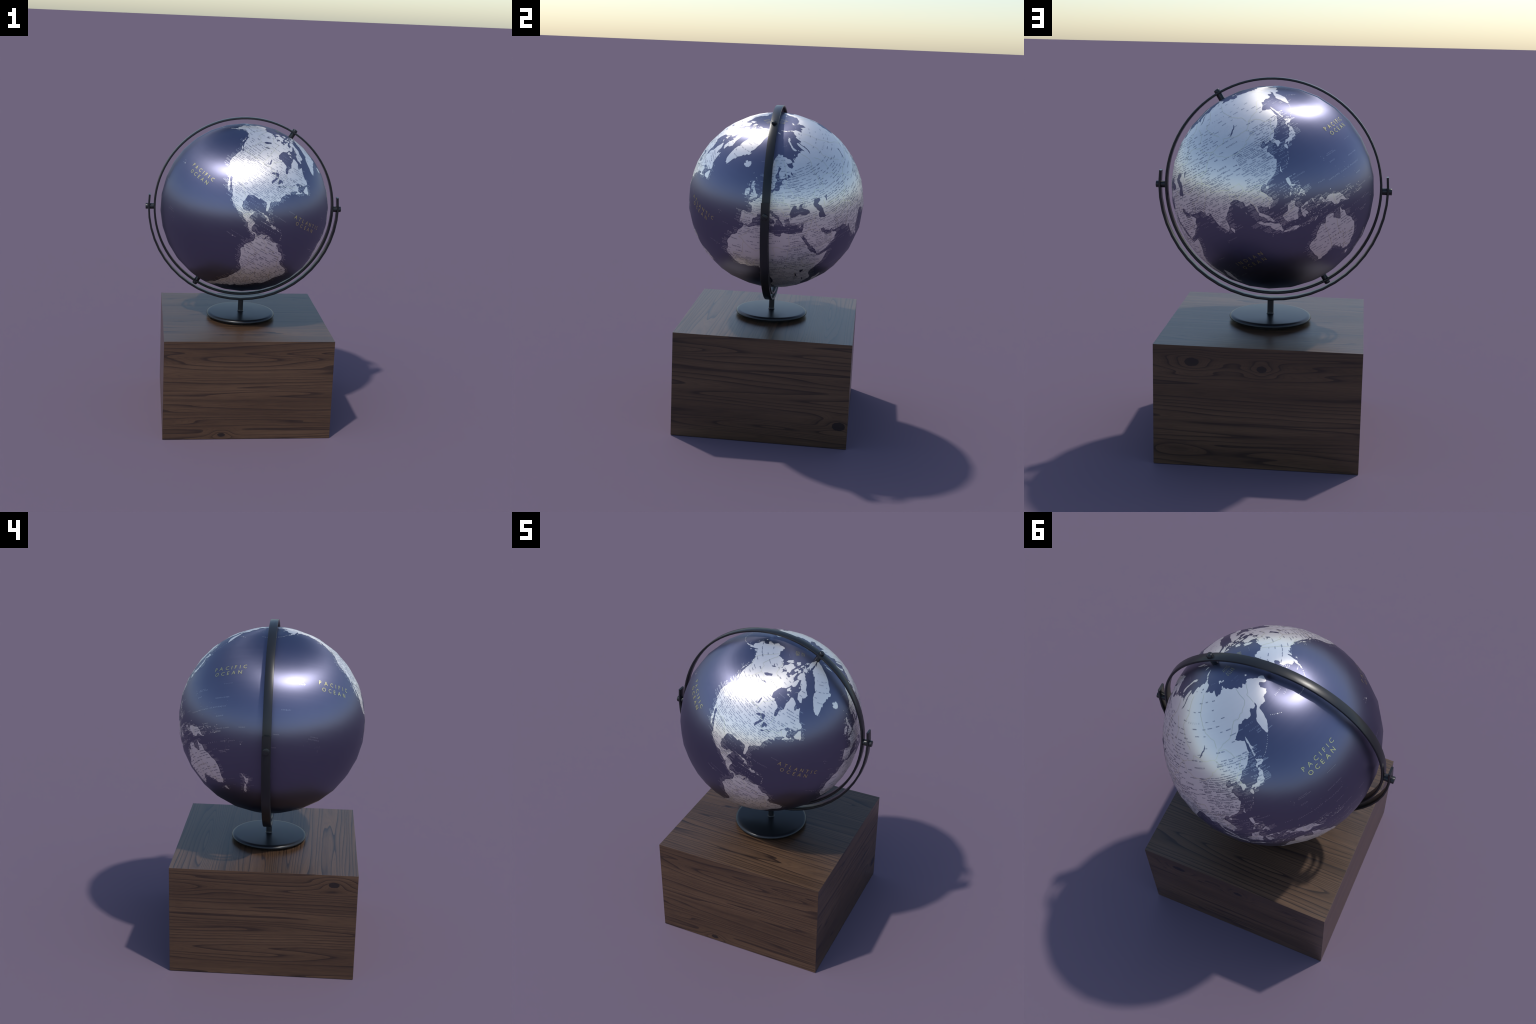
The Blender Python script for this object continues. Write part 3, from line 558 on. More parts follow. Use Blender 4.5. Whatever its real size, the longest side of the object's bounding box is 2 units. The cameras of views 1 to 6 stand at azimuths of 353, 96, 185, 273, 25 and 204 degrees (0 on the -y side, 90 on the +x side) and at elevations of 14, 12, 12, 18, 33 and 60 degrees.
LAKES = {
    "superior": [(-92, 46.7), (-90.3, 47.9), (-88.3, 48.8), (-86, 48.6), (-84.7, 46.6), (-87, 46.6), (-88.3, 47.3), (-90, 46.8)],
    "michigan": [(-87.7, 42.2), (-86.8, 41.8), (-86.3, 43.5), (-85.2, 45.2), (-84.8, 46), (-87, 45.6), (-87.7, 44)],
    "huron": [(-84.5, 46), (-83.3, 45.2), (-83.8, 43.8), (-82.5, 43.1), (-81.7, 43.9), (-81.4, 45), (-80, 44.6), (-80.8, 45.9), (-82.5, 46.1)],
    "erie": [(-83.3, 41.8), (-81.3, 41.7), (-79, 42.8), (-80.5, 42.7)], "ontario": [(-79.7, 43.3), (-76.4, 43.5), (-76.6, 44.1), (-79, 43.9)],
    "winnipeg": [(-97, 50.5), (-96.3, 51.5), (-97, 53.3), (-98.7, 53.8), (-97.8, 52)], "winnipegosis": [(-99.5, 51.5), (-100.8, 53), (-100.2, 52.4)], "manitoba": [(-98.3, 50.3), (-99, 51.8), (-98.8, 50.8)],
    "great_slave": [(-117, 61), (-114, 62.5), (-110, 62.7), (-112, 62), (-114.5, 60.9)], "great_bear": [(-124, 65.2), (-121, 65.2), (-118.5, 66.5), (-121, 66.2), (-124.5, 66.6), (-121.5, 65.8)],
    "athabasca": [(-111, 58.6), (-106.5, 59.3), (-109, 59.4)], "reindeer": [(-102.8, 56.6), (-102, 57.8), (-102.5, 57.5)], "nipigon": [(-89, 49.5), (-88.2, 50), (-88.6, 50.3)], "wollaston": [(-103.6, 58), (-102.8, 58.4), (-103.5, 58.4)],
    "black_sea": [(28.2, 41.3), (29.2, 41.2), (31.5, 41.3), (33.5, 42), (35, 42), (36.5, 41.3), (38.5, 40.9), (41.4, 41.4), (41.5, 42.5), (39, 44), (37.2, 44.8), (36.5, 45.2), (35, 45), (33.8, 44.5), (32.6, 45.4), (33.4, 46), (31.5, 46.6), (30.2, 45.8), (28.7, 44.3), (27.7, 42.7)],
    "azov": [(35, 45.7), (36.8, 45.4), (38.2, 46.6), (39.1, 47.2), (36, 46.7)], "marmara": [(27, 40.5), (29.2, 40.5), (28.9, 41), (27.5, 41)],
    "caspian": [(47, 45), (48.5, 46.6), (51, 47), (53, 46.6), (53, 45.2), (51, 44.6), (50.3, 44.3), (52.5, 42), (53, 40), (53.8, 37), (52, 36.6), (49.5, 37.4), (49.2, 39.8), (50.2, 40.4), (48.5, 42), (47.3, 43.5)],
    "aral": [(58.4, 44), (58.3, 46), (60, 46.6), (61, 46.3), (59.3, 45.5), (59, 44.2)], "balkhash": [(73.6, 45.4), (74.5, 46.3), (78.8, 46.5), (75.5, 46.8), (74, 46.2)], "baikal": [(103.8, 51.5), (106.5, 52.2), (109.8, 54.5), (109.8, 55.8), (108.5, 54), (106, 52.7)],
    "issyk_kul": [(76.5, 42.3), (78, 42.5), (77.2, 42.7)], "ladoga": [(30.8, 60), (32.8, 60.5), (32, 61.5), (30.3, 61.2)], "onega": [(35, 61), (36.3, 61), (35.3, 62.5), (34.5, 61.8)], "vanern": [(12.5, 58.5), (14, 58.7), (13.5, 59.3)], "saimaa": [(27.5, 61.3), (29, 61.6), (28, 62.4)],
    "van": [(42.6, 38.4), (43.5, 38.8), (43, 38.9)], "urmia": [(45.3, 37.3), (45.8, 37.6), (45.3, 38.1)], "qinghai": [(99.7, 36.9), (100.7, 36.7), (100.2, 37.2)], "khanka": [(132, 44.7), (132.7, 44.9), (132.3, 45.2)], "hulun": [(117, 48.7), (117.6, 49), (117.4, 49.3)], "uvs": [(92.3, 50.2), (93.2, 50.3), (92.8, 50.6)], "taimyr": [(99, 74.3), (103, 74.5), (101, 74.9)],
    "victoria": [(31.8, -1), (33, -2.5), (34, -1.2), (34.2, 0.2), (32.5, 0.4)], "tanganyika": [(29.2, -3.4), (30, -5.5), (31.1, -8.7), (30.3, -7.5), (29.3, -5.5)], "malawi": [(34, -9.6), (34.9, -12), (35.2, -14.3), (34.4, -13), (34.1, -11)], "chad": [(13.8, 12.8), (14.8, 12.8), (14.3, 13.6)], "turkana": [(36, 3.2), (36.4, 2.6), (36.2, 4.6)], "albert": [(30.6, 1.2), (31.3, 2.1), (30.8, 1.8)], "volta": [(-0.3, 6.7), (0.2, 7.2), (-0.8, 8.4)], "nasser": [(32.7, 23.9), (31.4, 22), (32.4, 23)],
    "maracaibo": [(-71.9, 9.2), (-71.2, 9.3), (-71.3, 10.8), (-71.8, 10.6)], "titicaca": [(-70, -15.5), (-68.8, -16.4), (-69.6, -15.5)], "nicaragua": [(-85.8, 12), (-84.8, 11.1), (-85.2, 11.8)], "eyre": [(137, -28.3), (137.8, -28.8), (137.3, -29.3)], "smallwood": [(-64.5, 54), (-63.3, 54.3), (-64, 54.6)], "st_jean": [(-72.5, 48.5), (-71.8, 48.5), (-72, 48.8)], "salt": [(-112.8, 41), (-112.1, 40.8), (-112.5, 41.6)]}



def roughen(loop, amount, levels=3, seed=0, closed=True):
    """Fractal midpoint roughening of a coast given by its control points."""
    r = random.Random(seed)
    pts = [np.array(p, float) for p in loop]
    amp = amount
    for _ in range(levels):
        out, n = [], len(pts)
        for i in range(n if closed else n - 1):
            a, b = pts[i], pts[(i + 1) % n]
            out.append(a)
            d = b - a
            if math.hypot(d[0] * math.cos(math.radians(a[1])), d[1]) > 0.7:
                nrm = np.array([-d[1], d[0]]) / (math.hypot(*d) + 1e-9)
                L = min(math.hypot(*d), 5.0)
                mid = (a + b) / 2 + nrm * r.gauss(0, 1) * amp * L * 0.33 + d * r.uniform(-.12, .12)
                out.append(mid)
        if not closed:
            out.append(pts[-1])
        pts = out
        amp *= 0.85
    return np.array(pts)


def inside(poly, x, y):
    px, py = poly[:, 0], poly[:, 1]
    qx, qy = np.roll(px, -1), np.roll(py, -1)
    hit = np.zeros(x.shape, bool)
    for a, b, c, d in zip(px, py, qx, qy):
        if b != d:
            hit ^= ((b > y) != (d > y)) & (x < (c - a) * (y - b) / (d - b) + a)
    return hit


def map_piece(name, loop, mat, lift, step=0.7):
    """Fill a coast loop (true lon, lat) with triangles laid as a print skin on the ball."""
    g = np.stack([loop[:, 0] * LON_SCALE, globe_lat(loop[:, 1])], -1)
    pts = [tuple(p) for p in g]
    lo, hi = g.min(0), g.max(0)
    grid = []
    la = lo[1] + step * .5
    k = 0
    while la < hi[1]:
        s = step / max(0.06, math.cos(math.radians(la)))
        xs = np.arange(lo[0] + (k % 2) * s * .5, hi[0], s)
        if len(xs):
            ok = inside(g, xs, np.full_like(xs, la))
            grid += [(x, la) for x in xs[ok]]
        la += step * .87
        k += 1
    co, ed, fa = delaunay_2d_cdt([Vector(p) for p in pts + grid], [], [list(range(len(pts)))], 1, 1e-5)[:3]
    co = np.array([tuple(c) for c in co])
    fa = [tuple(f) for f in fa]
    top_pts, nrm = on_ball(co[:, 0], co[:, 1], lift)
    oriented = []
    for f in fa:
        a, b, c = (top_pts[i] for i in f[:3])
        oriented.append(f[::-1] if np.dot(np.cross(b - a, c - a), a) < 0 else f)
    return printed(name, top_pts, oriented, nrm, mat)


LAND_LOOPS = []
for i, (nm, lp, amt) in enumerate([("north_america", NORTH_AMERICA, .30), ("south_america", SOUTH_AMERICA, .20), ("africa", AFRICA, .14),
                                   ("eurasia", EUROPE + ASIA, .26), ("australia", AUSTRALIA, .22), ("greenland", GREENLAND, .34)]):
    loop = roughen(lp, amt, 3, 40 + i)
    LAND_LOOPS.append(loop)
    map_piece("continent" if nm != "greenland" else "island", loop, LAND, 0.00055 + 0.00004 * i)
for i, (nm, lp) in enumerate(ISLANDS.items()):
    loop = roughen(lp, .30, 3 if len(lp) > 5 else 2, 80 + i)
    LAND_LOOPS.append(loop)
    map_piece("island", loop, LAND, 0.0006 + 0.00002 * (i % 7))
LAKE_LOOPS = []
for i, (nm, lp) in enumerate(LAKES.items()):
    c = np.mean(lp, 0)
    loop = roughen([c + (np.array(p) - c) * 1.12 for p in lp], .26, 3 if len(lp) > 5 else 2, 300 + i)
    LAKE_LOOPS.append(loop)
    map_piece("lake", loop, OCEAN, 0.0012)

# coarse lookup of land and sea (true lon, lat), used to place the small print
GX, GY = np.meshgrid(np.arange(-186, 192, 0.25), np.arange(-62, 84, 0.25))
MASK = np.zeros(GX.shape, bool)
for lp in LAND_LOOPS:
    x0, y0 = lp.min(0)
    x1, y1 = lp.max(0)
    sel = (GX >= x0) & (GX <= x1) & (GY >= y0) & (GY <= y1)
    MASK[sel] |= inside(lp, GX[sel], GY[sel])
for lp in LAKE_LOOPS:
    x0, y0 = lp.min(0)
    x1, y1 = lp.max(0)
    sel = (GX >= x0) & (GX <= x1) & (GY >= y0) & (GY <= y1)
    MASK[sel] &= ~inside(lp, GX[sel], GY[sel])


def is_land(lon, lat):
    i, j = int(round((lat + 62) / .25)), int(round((lon + 186) / .25))
    return 0 <= i < MASK.shape[0] and 0 <= j < MASK.shape[1] and bool(MASK[i, j])


# small scattered islets, in arcs and round the larger archipelagos
islets_p, islets_f, islets_n = [], [], []


def islet(lon, lat, r):
    n = rng.randint(5, 7)
    a = np.sort(np.array([rng.uniform(0, math.tau) for _ in range(n)]))
    a = np.linspace(0, math.tau, n, endpoint=False) + np.array([rng.uniform(-.3, .3) for _ in range(n)])
    rr = np.array([r * rng.uniform(.6, 1.3) for _ in range(n)])
    gl = float(globe_lat(lat))
    p, nm = on_ball(lon * LON_SCALE + rr * np.cos(a) / max(.1, math.cos(math.radians(gl))), gl + rr * np.sin(a), 0.0009)
    s = len(islets_p)
    islets_p.extend(p)
    islets_n.extend(nm)
    islets_f.append(tuple(range(s, s + n)))


for arc in ARCS:
    for a, b in zip(arc[:-1], arc[1:]):
        k = max(2, int(math.hypot(b[0] - a[0], b[1] - a[1]) / .9))
        for t in range(k):
            f = (t + rng.random() * .6) / k
            islet(a[0] + (b[0] - a[0]) * f, a[1] + (b[1] - a[1]) * f, rng.uniform(.10, .30))
for (x0, x1, y0, y1, k, r) in [(119, 126, 5, 13, 26, .25), (120, 134, -9, 2, 40, .25), (98, 108, -6, 4, 22, .2), (23.5, 27.5, 36, 39.5, 14, .16), (-100, -75, 72, 79, 18, .5),
                               (152, 163, -11, -5, 16, .2), (166, 170, -20, -13, 9, .16), (-76.5, -73.5, -53, -43, 22, .35), (-135.5, -130.5, 54.5, 58.5, 16, .3), (5, 15, 62, 69, 14, .2),
                               (19, 23, 59.6, 60.6, 10, .2), (-8, -5.5, 56, 58.5, 8, .25), (-3.5, -1, 58.9, 60.5, 5, .2), (-7.2, -6.6, 61.9, 62.3, 3, .2), (145, 172, 1, 11, 22, .09), (-152, -138, -19, -14, 16, .10),
                               (-25.5, -22.8, 15, 17, 6, .2), (-18, -13.5, 28, 29, 6, .28), (-28, -25, 37, 39.5, 5, .16), (73, 73.5, 0, 7, 6, .1), (46, 60, -22, -4, 12, .15), (128, 141, -4, 1, 16, .25), (144.6, 146, 13, 19, 5, .12)]:
    for _ in range(k):
        lo, la = rng.uniform(x0, x1), rng.uniform(y0, y1)
        if not is_land(lo, la):
            islet(lo, la, r * rng.uniform(.5, 1.2))
printed("islets", np.array(islets_p), islets_f, islets_n, LAND, "stuff")

# ------------------------------------------------------------------ thin national borders
BORDERS = {
    "american": [[(-123, 49), (-95, 49), (-89, 48), (-84.5, 46.5), (-82.5, 43), (-79, 43), (-75, 45), (-71, 45.3), (-69, 47.3), (-67.5, 45.5)], [(-141, 69.6), (-141, 60.3), (-137, 59), (-130, 56)]],
    "central_american": [[(-117, 32.6), (-111, 31.3), (-106.5, 31.8), (-102, 29.8), (-99, 26.5), (-97.2, 25.9)], [(-120, 49), (-120, 54), (-120, 60), (-110, 60), (-102, 60), (-94.7, 60)], [(-110, 49), (-110, 60)], [(-102, 49), (-102, 60)], [(-95, 49), (-95, 53), (-89, 56.8)]],
    "amazonian": [[(-102, 60), (-102, 64.5), (-110, 65), (-121, 69.5)], [(-79.5, 51.5), (-79.5, 47)], [(-120, 60), (-129, 62), (-134, 67), (-136, 69)], [(-92.2, 14.5), (-92, 16), (-90.5, 17.8), (-89.2, 17.8)]],
    "andean": [[(-72, 12), (-73, 9), (-70, 7), (-67.5, 6), (-67, 2)], [(-78.8, 1.5), (-75.2, 0), (-70, -4.2), (-69.5, 1), (-67, 2), (-64, 1.5), (-60, 5), (-60, 2), (-56, 2), (-52, 4)], [(-70, -4.2), (-73, -7.5), (-70.5, -11), (-69, -12.5), (-69, -17.5)], [(-69.5, -11), (-65, -10), (-60, -14), (-58, -19.8), (-62.5, -22), (-67, -22.8), (-69, -17.5)]],
    "brazilian": [[(-67, -22.8), (-68.5, -27), (-70, -33), (-71.3, -40), (-72, -47), (-72, -52), (-68.5, -52.3)], [(-58, -20), (-57.5, -22), (-54.5, -24), (-54.5, -27), (-57.6, -30.2), (-53.5, -33.5)], [(-62.5, -22), (-58.5, -27), (-56, -27.3), (-54.5, -25.5)]],
    "saharan": [[(-56, 2), (-54, 2.3), (-52, -1), (-48.5, -5), (-50, -10), (-46, -14), (-41, -15.5)], [(-60, -8), (-51, -9.5)], [(-51, -18), (-47, -16), (-46, -10)]],
    "african": [[(25, 31.6), (25, 22), (25, 20), (24, 19.5)], [(25, 22), (36.8, 22)], [(24, 19.5), (16, 23.5), (14.5, 22.8), (10, 24.5), (9.5, 30), (11.5, 33)], [(14.5, 22.8), (15.5, 16.5), (13.5, 14), (7, 13), (4, 13.3), (2.5, 11.5), (1.5, 6.2)], [(10, 24.5), (3.5, 19), (-5, 25), (-8.7, 27.5), (-4, 30.5), (-1.8, 35)]],
    "european": [[(-5, 25), (-6, 15.5), (-12, 15)], [(24, 19.5), (22.5, 12.5), (23.5, 9), (27.5, 5), (31, 4), (34.5, 4.8), (36, 4.5), (41.8, 4), (45, 5), (48, 8)], [(34.5, 4.8), (33, 10), (36.5, 14.5), (42.5, 12.5)], [(41.8, 4), (41, -1.6)], [(34, 0), (34, -1), (37.5, -3), (39, -4.7)], [(16, 3.5), (18.5, 4.5), (27.5, 5)], [(29.3, -1.5), (29.3, -8.3), (28.5, -12.3), (24, -11), (22, -7.3), (16.5, -6)], [(20, -28), (20, -22), (21, -18.2), (25, -17.8), (33, -16)], [(24, -11), (24, -17.5)], [(12, -17.3), (18.5, -17.4), (23, -17.6)], [(20, -25), (25.5, -25.6), (29.5, -22.2), (31.5, -22.4), (32, -26)], [(8.5, 4.8), (10, 7), (14, 11)], [(-3, 5.2), (-2.8, 10), (-5.5, 10.4), (-8, 10.2), (-8, 7.5)], [(-12, 15), (-11.5, 12.4), (-8, 10.2)]],
    "central_asian": [[(28, 69), (30, 67), (30, 63), (27.8, 60.6)], [(24, 66), (20.5, 69), (15, 66), (12, 62), (11.5, 59)], [(28, 59.3), (27.5, 56), (31, 54), (32, 52.2), (35.5, 50.3), (40, 49.5), (38.3, 47.2)], [(23.5, 54), (23.5, 51.5), (24, 50), (22.5, 49), (26.5, 48), (28, 45.5)], [(14.3, 53.9), (14.8, 51), (12.3, 50.2), (13.5, 48.7), (10, 47.5), (7.6, 47.6), (8, 49), (6, 50), (2.5, 51)], [(14.8, 51), (18.8, 49.5), (22.5, 49)], [(17, 48), (16.2, 46.9), (13.5, 46.5), (7, 46), (7.5, 43.8)], [(-1.7, 43.3), (3, 42.4)], [(-7, 41.9), (-6.5, 41), (-7.3, 38), (-7.4, 37.2)], [(16.2, 46.5), (19, 46), (21, 46.2), (22.5, 44.3), (28, 44)], [(22.5, 44.3), (22.5, 42), (26.3, 41.8), (28, 42)]],
    "south_asian": [[(51, 46.8), (48, 49.5), (52, 51.5), (61, 50.8), (62, 54), (70, 55.2), (77, 54), (80, 50.8), (87.3, 49.1)], [(56, 45), (56, 41.3), (62, 42), (66.5, 41.2), (71, 42.5), (80, 42), (82.5, 45.5), (87.3, 49.1)], [(87.3, 49.1), (98, 50.2), (98.5, 52), (102, 51.3), (107, 49.8), (116, 49.8), (119.7, 52), (121, 53.3), (126, 52.8), (130.5, 48.8), (134.7, 48.3), (131, 45), (130.7, 42.5)], [(87.3, 49.1), (91, 45.2), (96.5, 42.7), (105, 41.6), (111.8, 43.7), (112, 45), (119.8, 46.8), (116, 49.8)]],
    "siberian": [[(80, 42), (74, 40), (74.5, 37.2), (79, 34.5), (78.7, 31.4), (82, 30.2), (88.5, 28), (92, 27.8), (97, 28.3), (97.5, 24), (101.2, 21.5), (105, 23.2), (108, 21.5)], [(61.6, 25.2), (61.5, 31), (66.5, 30), (70, 33.5), (74.5, 37.2)], [(68.2, 23.7), (70.5, 26), (74.5, 31), (75, 34.5)], [(61.2, 35.5), (54, 37.4)], [(61.2, 35.5), (66.5, 37.4), (71, 38.3), (74.5, 37.2)], [(48, 30), (45.5, 34), (44.8, 37.2), (44.5, 39.7), (48, 39)], [(36, 36.8), (42.4, 37.2), (44.8, 37.2)], [(39, 32.2), (42, 31.3), (46.5, 29.1), (48, 28.6)], [(35, 29.4), (39, 32.2), (41, 34.5), (42.4, 37.2)], [(42.8, 16.5), (48, 18.2), (52, 19), (55, 20), (55.5, 22.7), (51.7, 24)], [(92, 21.5), (92, 24.5), (89, 26), (88.5, 24), (89, 22)], [(97.5, 24), (94, 22), (92.5, 21)], [(97.8, 18), (99, 13), (98.8, 10.5)], [(100.5, 20), (101, 17.5), (104.8, 17), (105.5, 14.3), (102.8, 13.5)], [(104, 20.5), (107.5, 15.5), (107.5, 12.3), (105, 11)], [(124.5, 40), (128, 42), (130.5, 42.4)], [(126.7, 37.8), (128.3, 38.5)]],
    "australian": [[(60, 68.5), (65, 65), (60, 61), (60, 56), (58, 52)], [(72, 64), (78, 60), (76, 56)], [(85, 72), (88, 66), (84, 62), (90, 58), (96, 54)], [(106, 73), (106, 66), (112, 60), (119, 57), (120, 54)], [(158, 70), (158, 65), (150, 62), (140, 61), (132, 56), (121, 53.5)], [(172, 69), (163, 66), (163, 62.5)]],
    "other": [[(129, -15), (129, -31.6)], [(138, -16.6), (138, -26), (141, -26), (141, -38)], [(129, -26), (138, -26)], [(141, -29), (149, -29), (153.3, -28.2)], [(141, -34), (144.5, -36), (149.8, -37.5)], [(141, -2.7), (141, -9.1)], [(109.7, 2), (112, 1.3), (115, 2), (117.6, 4.1)]]}
bp, bf, bn = [], [], []
for i, line in enumerate(l for group in BORDERS.values() for l in group):
    ln = roughen(line, .22, 3, 700 + i, closed=False)
    gx, gy = ln[:, 0] * LON_SCALE, globe_lat(ln[:, 1])
    dense = [(gx[0], gy[0])]
    for a, b in zip(zip(gx[:-1], gy[:-1]), zip(gx[1:], gy[1:])):
        k = max(1, int(math.hypot(b[0] - a[0], b[1] - a[1]) / .9))
        dense += [(a[0] + (b[0] - a[0]) * t / k, a[1] + (b[1] - a[1]) * t / k) for t in range(1, k + 1)]
    dense = np.array(dense)
    w = 0.085
    tx = np.gradient(dense[:, 0]) * np.cos(np.radians(dense[:, 1]))
    ty = np.gradient(dense[:, 1])
    L = np.hypot(tx, ty) + 1e-9
    ox, oy = -ty / L * w / np.maximum(.1, np.cos(np.radians(dense[:, 1]))), tx / L * w
    pl, nl = on_ball(dense[:, 0] + ox, dense[:, 1] + oy, 0.0013)
    pr, nr = on_ball(dense[:, 0] - ox, dense[:, 1] - oy, 0.0013)
    s, n = len(bp), len(dense)
    bp += list(pl) + list(pr)
    bn += list(nl) + list(nr)
    bf += [(s + j, s + n + j, s + n + j + 1, s + j + 1) for j in range(n - 1)]
printed("border_lines", np.array(bp), bf, bn, BORDER, "stuff")

# ------------------------------------------------------------------ lettering
FONT_CACHE = {}


def glyph(ch):
    """Flat outline mesh of one letter of the built-in font, and its advance width."""
    if ch not in FONT_CACHE:
        cu = bpy.data.curves.new("lettering", "FONT")
        cu.body, cu.size, cu.resolution_u = ch, 1.0, 2
        ob = bpy.data.objects.new("lettering", cu)
        bpy.context.scene.collection.objects.link(ob)
        bpy.context.view_layer.update()
        me = bpy.data.meshes.new_from_object(ob.evaluated_get(bpy.context.evaluated_depsgraph_get()))
        bm = bmesh.new()
        bm.from_mesh(me)
        bmesh.ops.remove_doubles(bm, verts=bm.verts, dist=1e-4)
        bmesh.ops.triangulate(bm, faces=bm.faces)
        co = np.array([tuple(v.co)[:2] for v in bm.verts]).reshape(-1, 2)
        fa = [tuple(v.index for v in f.verts) for f in bm.faces]
        bm.free()
        bpy.data.objects.remove(ob)
        if len(co):
            co[:, 0] -= co[:, 0].min()
        FONT_CACHE[ch] = (co, fa, co[:, 0].max() if len(co) else 0.35)
    return FONT_CACHE[ch]


def wrap_text(body, glon0, glon1, glat0, cap, wide=1.0):
    """Space the letters of a word evenly on the ball between two map longitudes;
    cap = letter height in degrees."""
    k = cap / 0.73 * wide
    widths = [glyph(c)[2] * k for c in body]
    span = glon1 - glon0
    room = span - sum(widths)
    if room < 0.12 * span:
        f = 0.88 * span / sum(widths)
        k, widths = k * f, [w * f for w in widths]
        room = span - sum(widths)
    gap = room / max(1, len(body) - 1)
    P, F, N, x = [], [], [], glon0
    for c, w in zip(body, widths):
        co, fa, _ = glyph(c)
        if len(co):
            p, n = on_ball(x + co[:, 0] * k, glat0 + co[:, 1] / 0.73 * cap, 0.0014)
            s = len(P)
            for f in fa:
                a, b, d = (p[i] for i in f)
                f = f if np.dot(np.cross(b - a, d - a), a) > 0 else f[::-1]
                F.append(tuple(i + s for i in f))
            P += list(p)
            N += list(n)
        x += w + gap
    return P, F, N


def joined(name, pieces, mat, kind=None):
    P, F, N, s = [], [], [], 0
    for p, f, n in pieces:
        P += list(p)
        N += list(n)
        F += [tuple(i + s for i in q) for q in f]
        s += len(p)
    return printed(name, np.array(P), F, N, mat, kind)


# big gold ocean names: (upper word, lower word, lon range, base latitude, lon range, base latitude, cap height)
for up, lo, a0, a1, ab, b0, b1, bb, cap in [
        ("PACIFIC", "OCEAN", -140.8, -118.6, 8.3, -138.8, -120.8, 4.4, 2.5),
        ("PACIFIC", "OCEAN", 153.6, 175.4, 15.1, 154.8, 172.8, 11.4, 2.6),
        ("ATLANTIC", "OCEAN", -57.7, -29.6, 17.4, -54.5, -35.5, 14.1, 2.5),
        ("INDIAN", "OCEAN", 63.2, 83.4, -24.8, 64.2, 82.6, -29.0, 2.6),
        ("ARCTIC", "OCEAN", 154.0, 176.6, 79.6, 156.0, 175.6, 76.2, 2.4),
        ("ARCTIC", "OCEAN", -151.0, -133.0, 79.6, -150.0, -134.0, 76.2, 2.4)]:
    joined("ocean_name", [wrap_text(up, a0, a1, ab, cap), wrap_text(lo, b0, b1, bb, cap)], GOLD)

# names on land: (word, true lon0, lon1, lat, cap height)
LAND_NAMES = [
    ("UNITED STATES", -106.3, -90.9, 41.6, .95), ("BRAZIL", -62, -50.4, -7.8, 1.0), ("CHINA", 87.4, 94.1, 38.5, 1.15), ("AUSTRALIA", 124.7, 143.5, -26.2, 1.1), ("ALGERIA", -0.6, 5.8, 29, .85), ("LIBYA", 14.2, 19.3, 27, .85),
    ("RUSSIA", 91.1, 105.3, 63.2, .9), ("KAZAKHSTAN", 62, 74, 49.3, .85), ("MONGOLIA", 98.5, 107, 46.8, .85), ("INDIA", 76, 81, 23.5, .95), ("IRAN", 53, 57.5, 33, .85), ("SAUDI", 43.5, 48, 25, .8), ("ARABIA", 43.2, 48.6, 23.4, .8), ("EGYPT", 27.6, 32, 27.5, .8),
    ("SUDAN", 28, 33.5, 17.5, .8), ("CHAD", 17.5, 21, 15.5, .8), ("MALI", -3.5, 0, 17.5, .8), ("NIGER", 7.5, 11.5, 17.8, .8), ("MAURITANIA", -13, -7, 19.5, .75), ("WESTERN SAHARA", -14.5, -9.5, 25.2, .6), ("TURKEY", 31, 37, 39, .85), ("IRAQ", 42, 45.5, 33, .75), ("UKRAINE", 29, 34.5, 49, .75), ("POLAND", 17.5, 22, 52.3, .75), ("BELARUS", 25.5, 31, 53.6, .7), ("ROMANIA", 23, 27.6, 45.5, .7),
    ("PAKISTAN", 64.5, 70.5, 29, .75), ("AFGHANISTAN", 61.5, 68.5, 33.8, .7), ("UZBEKISTAN", 58.5, 66, 42.5, .7), ("NEPAL", 81.5, 86, 28.3, .65), ("THAILAND", 99.5, 104.5, 16, .7), ("MYANMAR", 94.5, 98.5, 21.2, .7), ("ETHIOPIA", 37, 42.5, 8.5, .7), ("KENYA", 36.5, 40, 1.2, .7), ("TANZANIA", 32.5, 37.5, -6.2, .7), ("ANGOLA", 15.5, 20.5, -12.5, .75), ("ZAMBIA", 25, 29.5, -14.8, .7), ("NAMIBIA", 15, 19.5, -21.5, .7), ("BOTSWANA", 21.5, 26.5, -22.3, .7), ("SOUTH AFRICA", 20, 28, -30.2, .75), ("DR CONGO", 20, 26.5, -2.5, .8), ("NIGERIA", 5.8, 10.6, 9.8, .75),
    ("CAMEROON", 10.5, 14.5, 5.4, .6), ("GREENLAND", -46, -36, 72.5, .8), ("CANADA", -107, -96, 61.2, .95), ("MEXICO", -105.5, -100, 24.3, .8), ("COLOMBIA", -75.5, -70.5, 3.6, .75), ("VENEZUELA", -68.5, -62.8, 7.4, .75), ("PERU", -77, -73.2, -9.5, .8), ("BOLIVIA", -67, -62, -17, .75), ("ARGENTINA", -68.5, -62, -36.5, .85), ("CHILE", -72, -69.5, -30.5, .5), ("PARAGUAY", -61, -56.5, -23, .65), ("PAPUA", 141.8, 145.4, -5.6, .65), ("NEW GUINEA", 141.4, 147, -6.8, .65), ("SPAIN", -5.8, -1.8, 40, .75), ("FRANCE", 0, 5, 46.8, .75), ("GERMANY", 8, 13, 51, .7), ("SWEDEN", 13, 17.5, 62.5, .7), ("FINLAND", 24, 29, 63.2, .7), ("INUIT", -44, -37.5, 77, .6)]
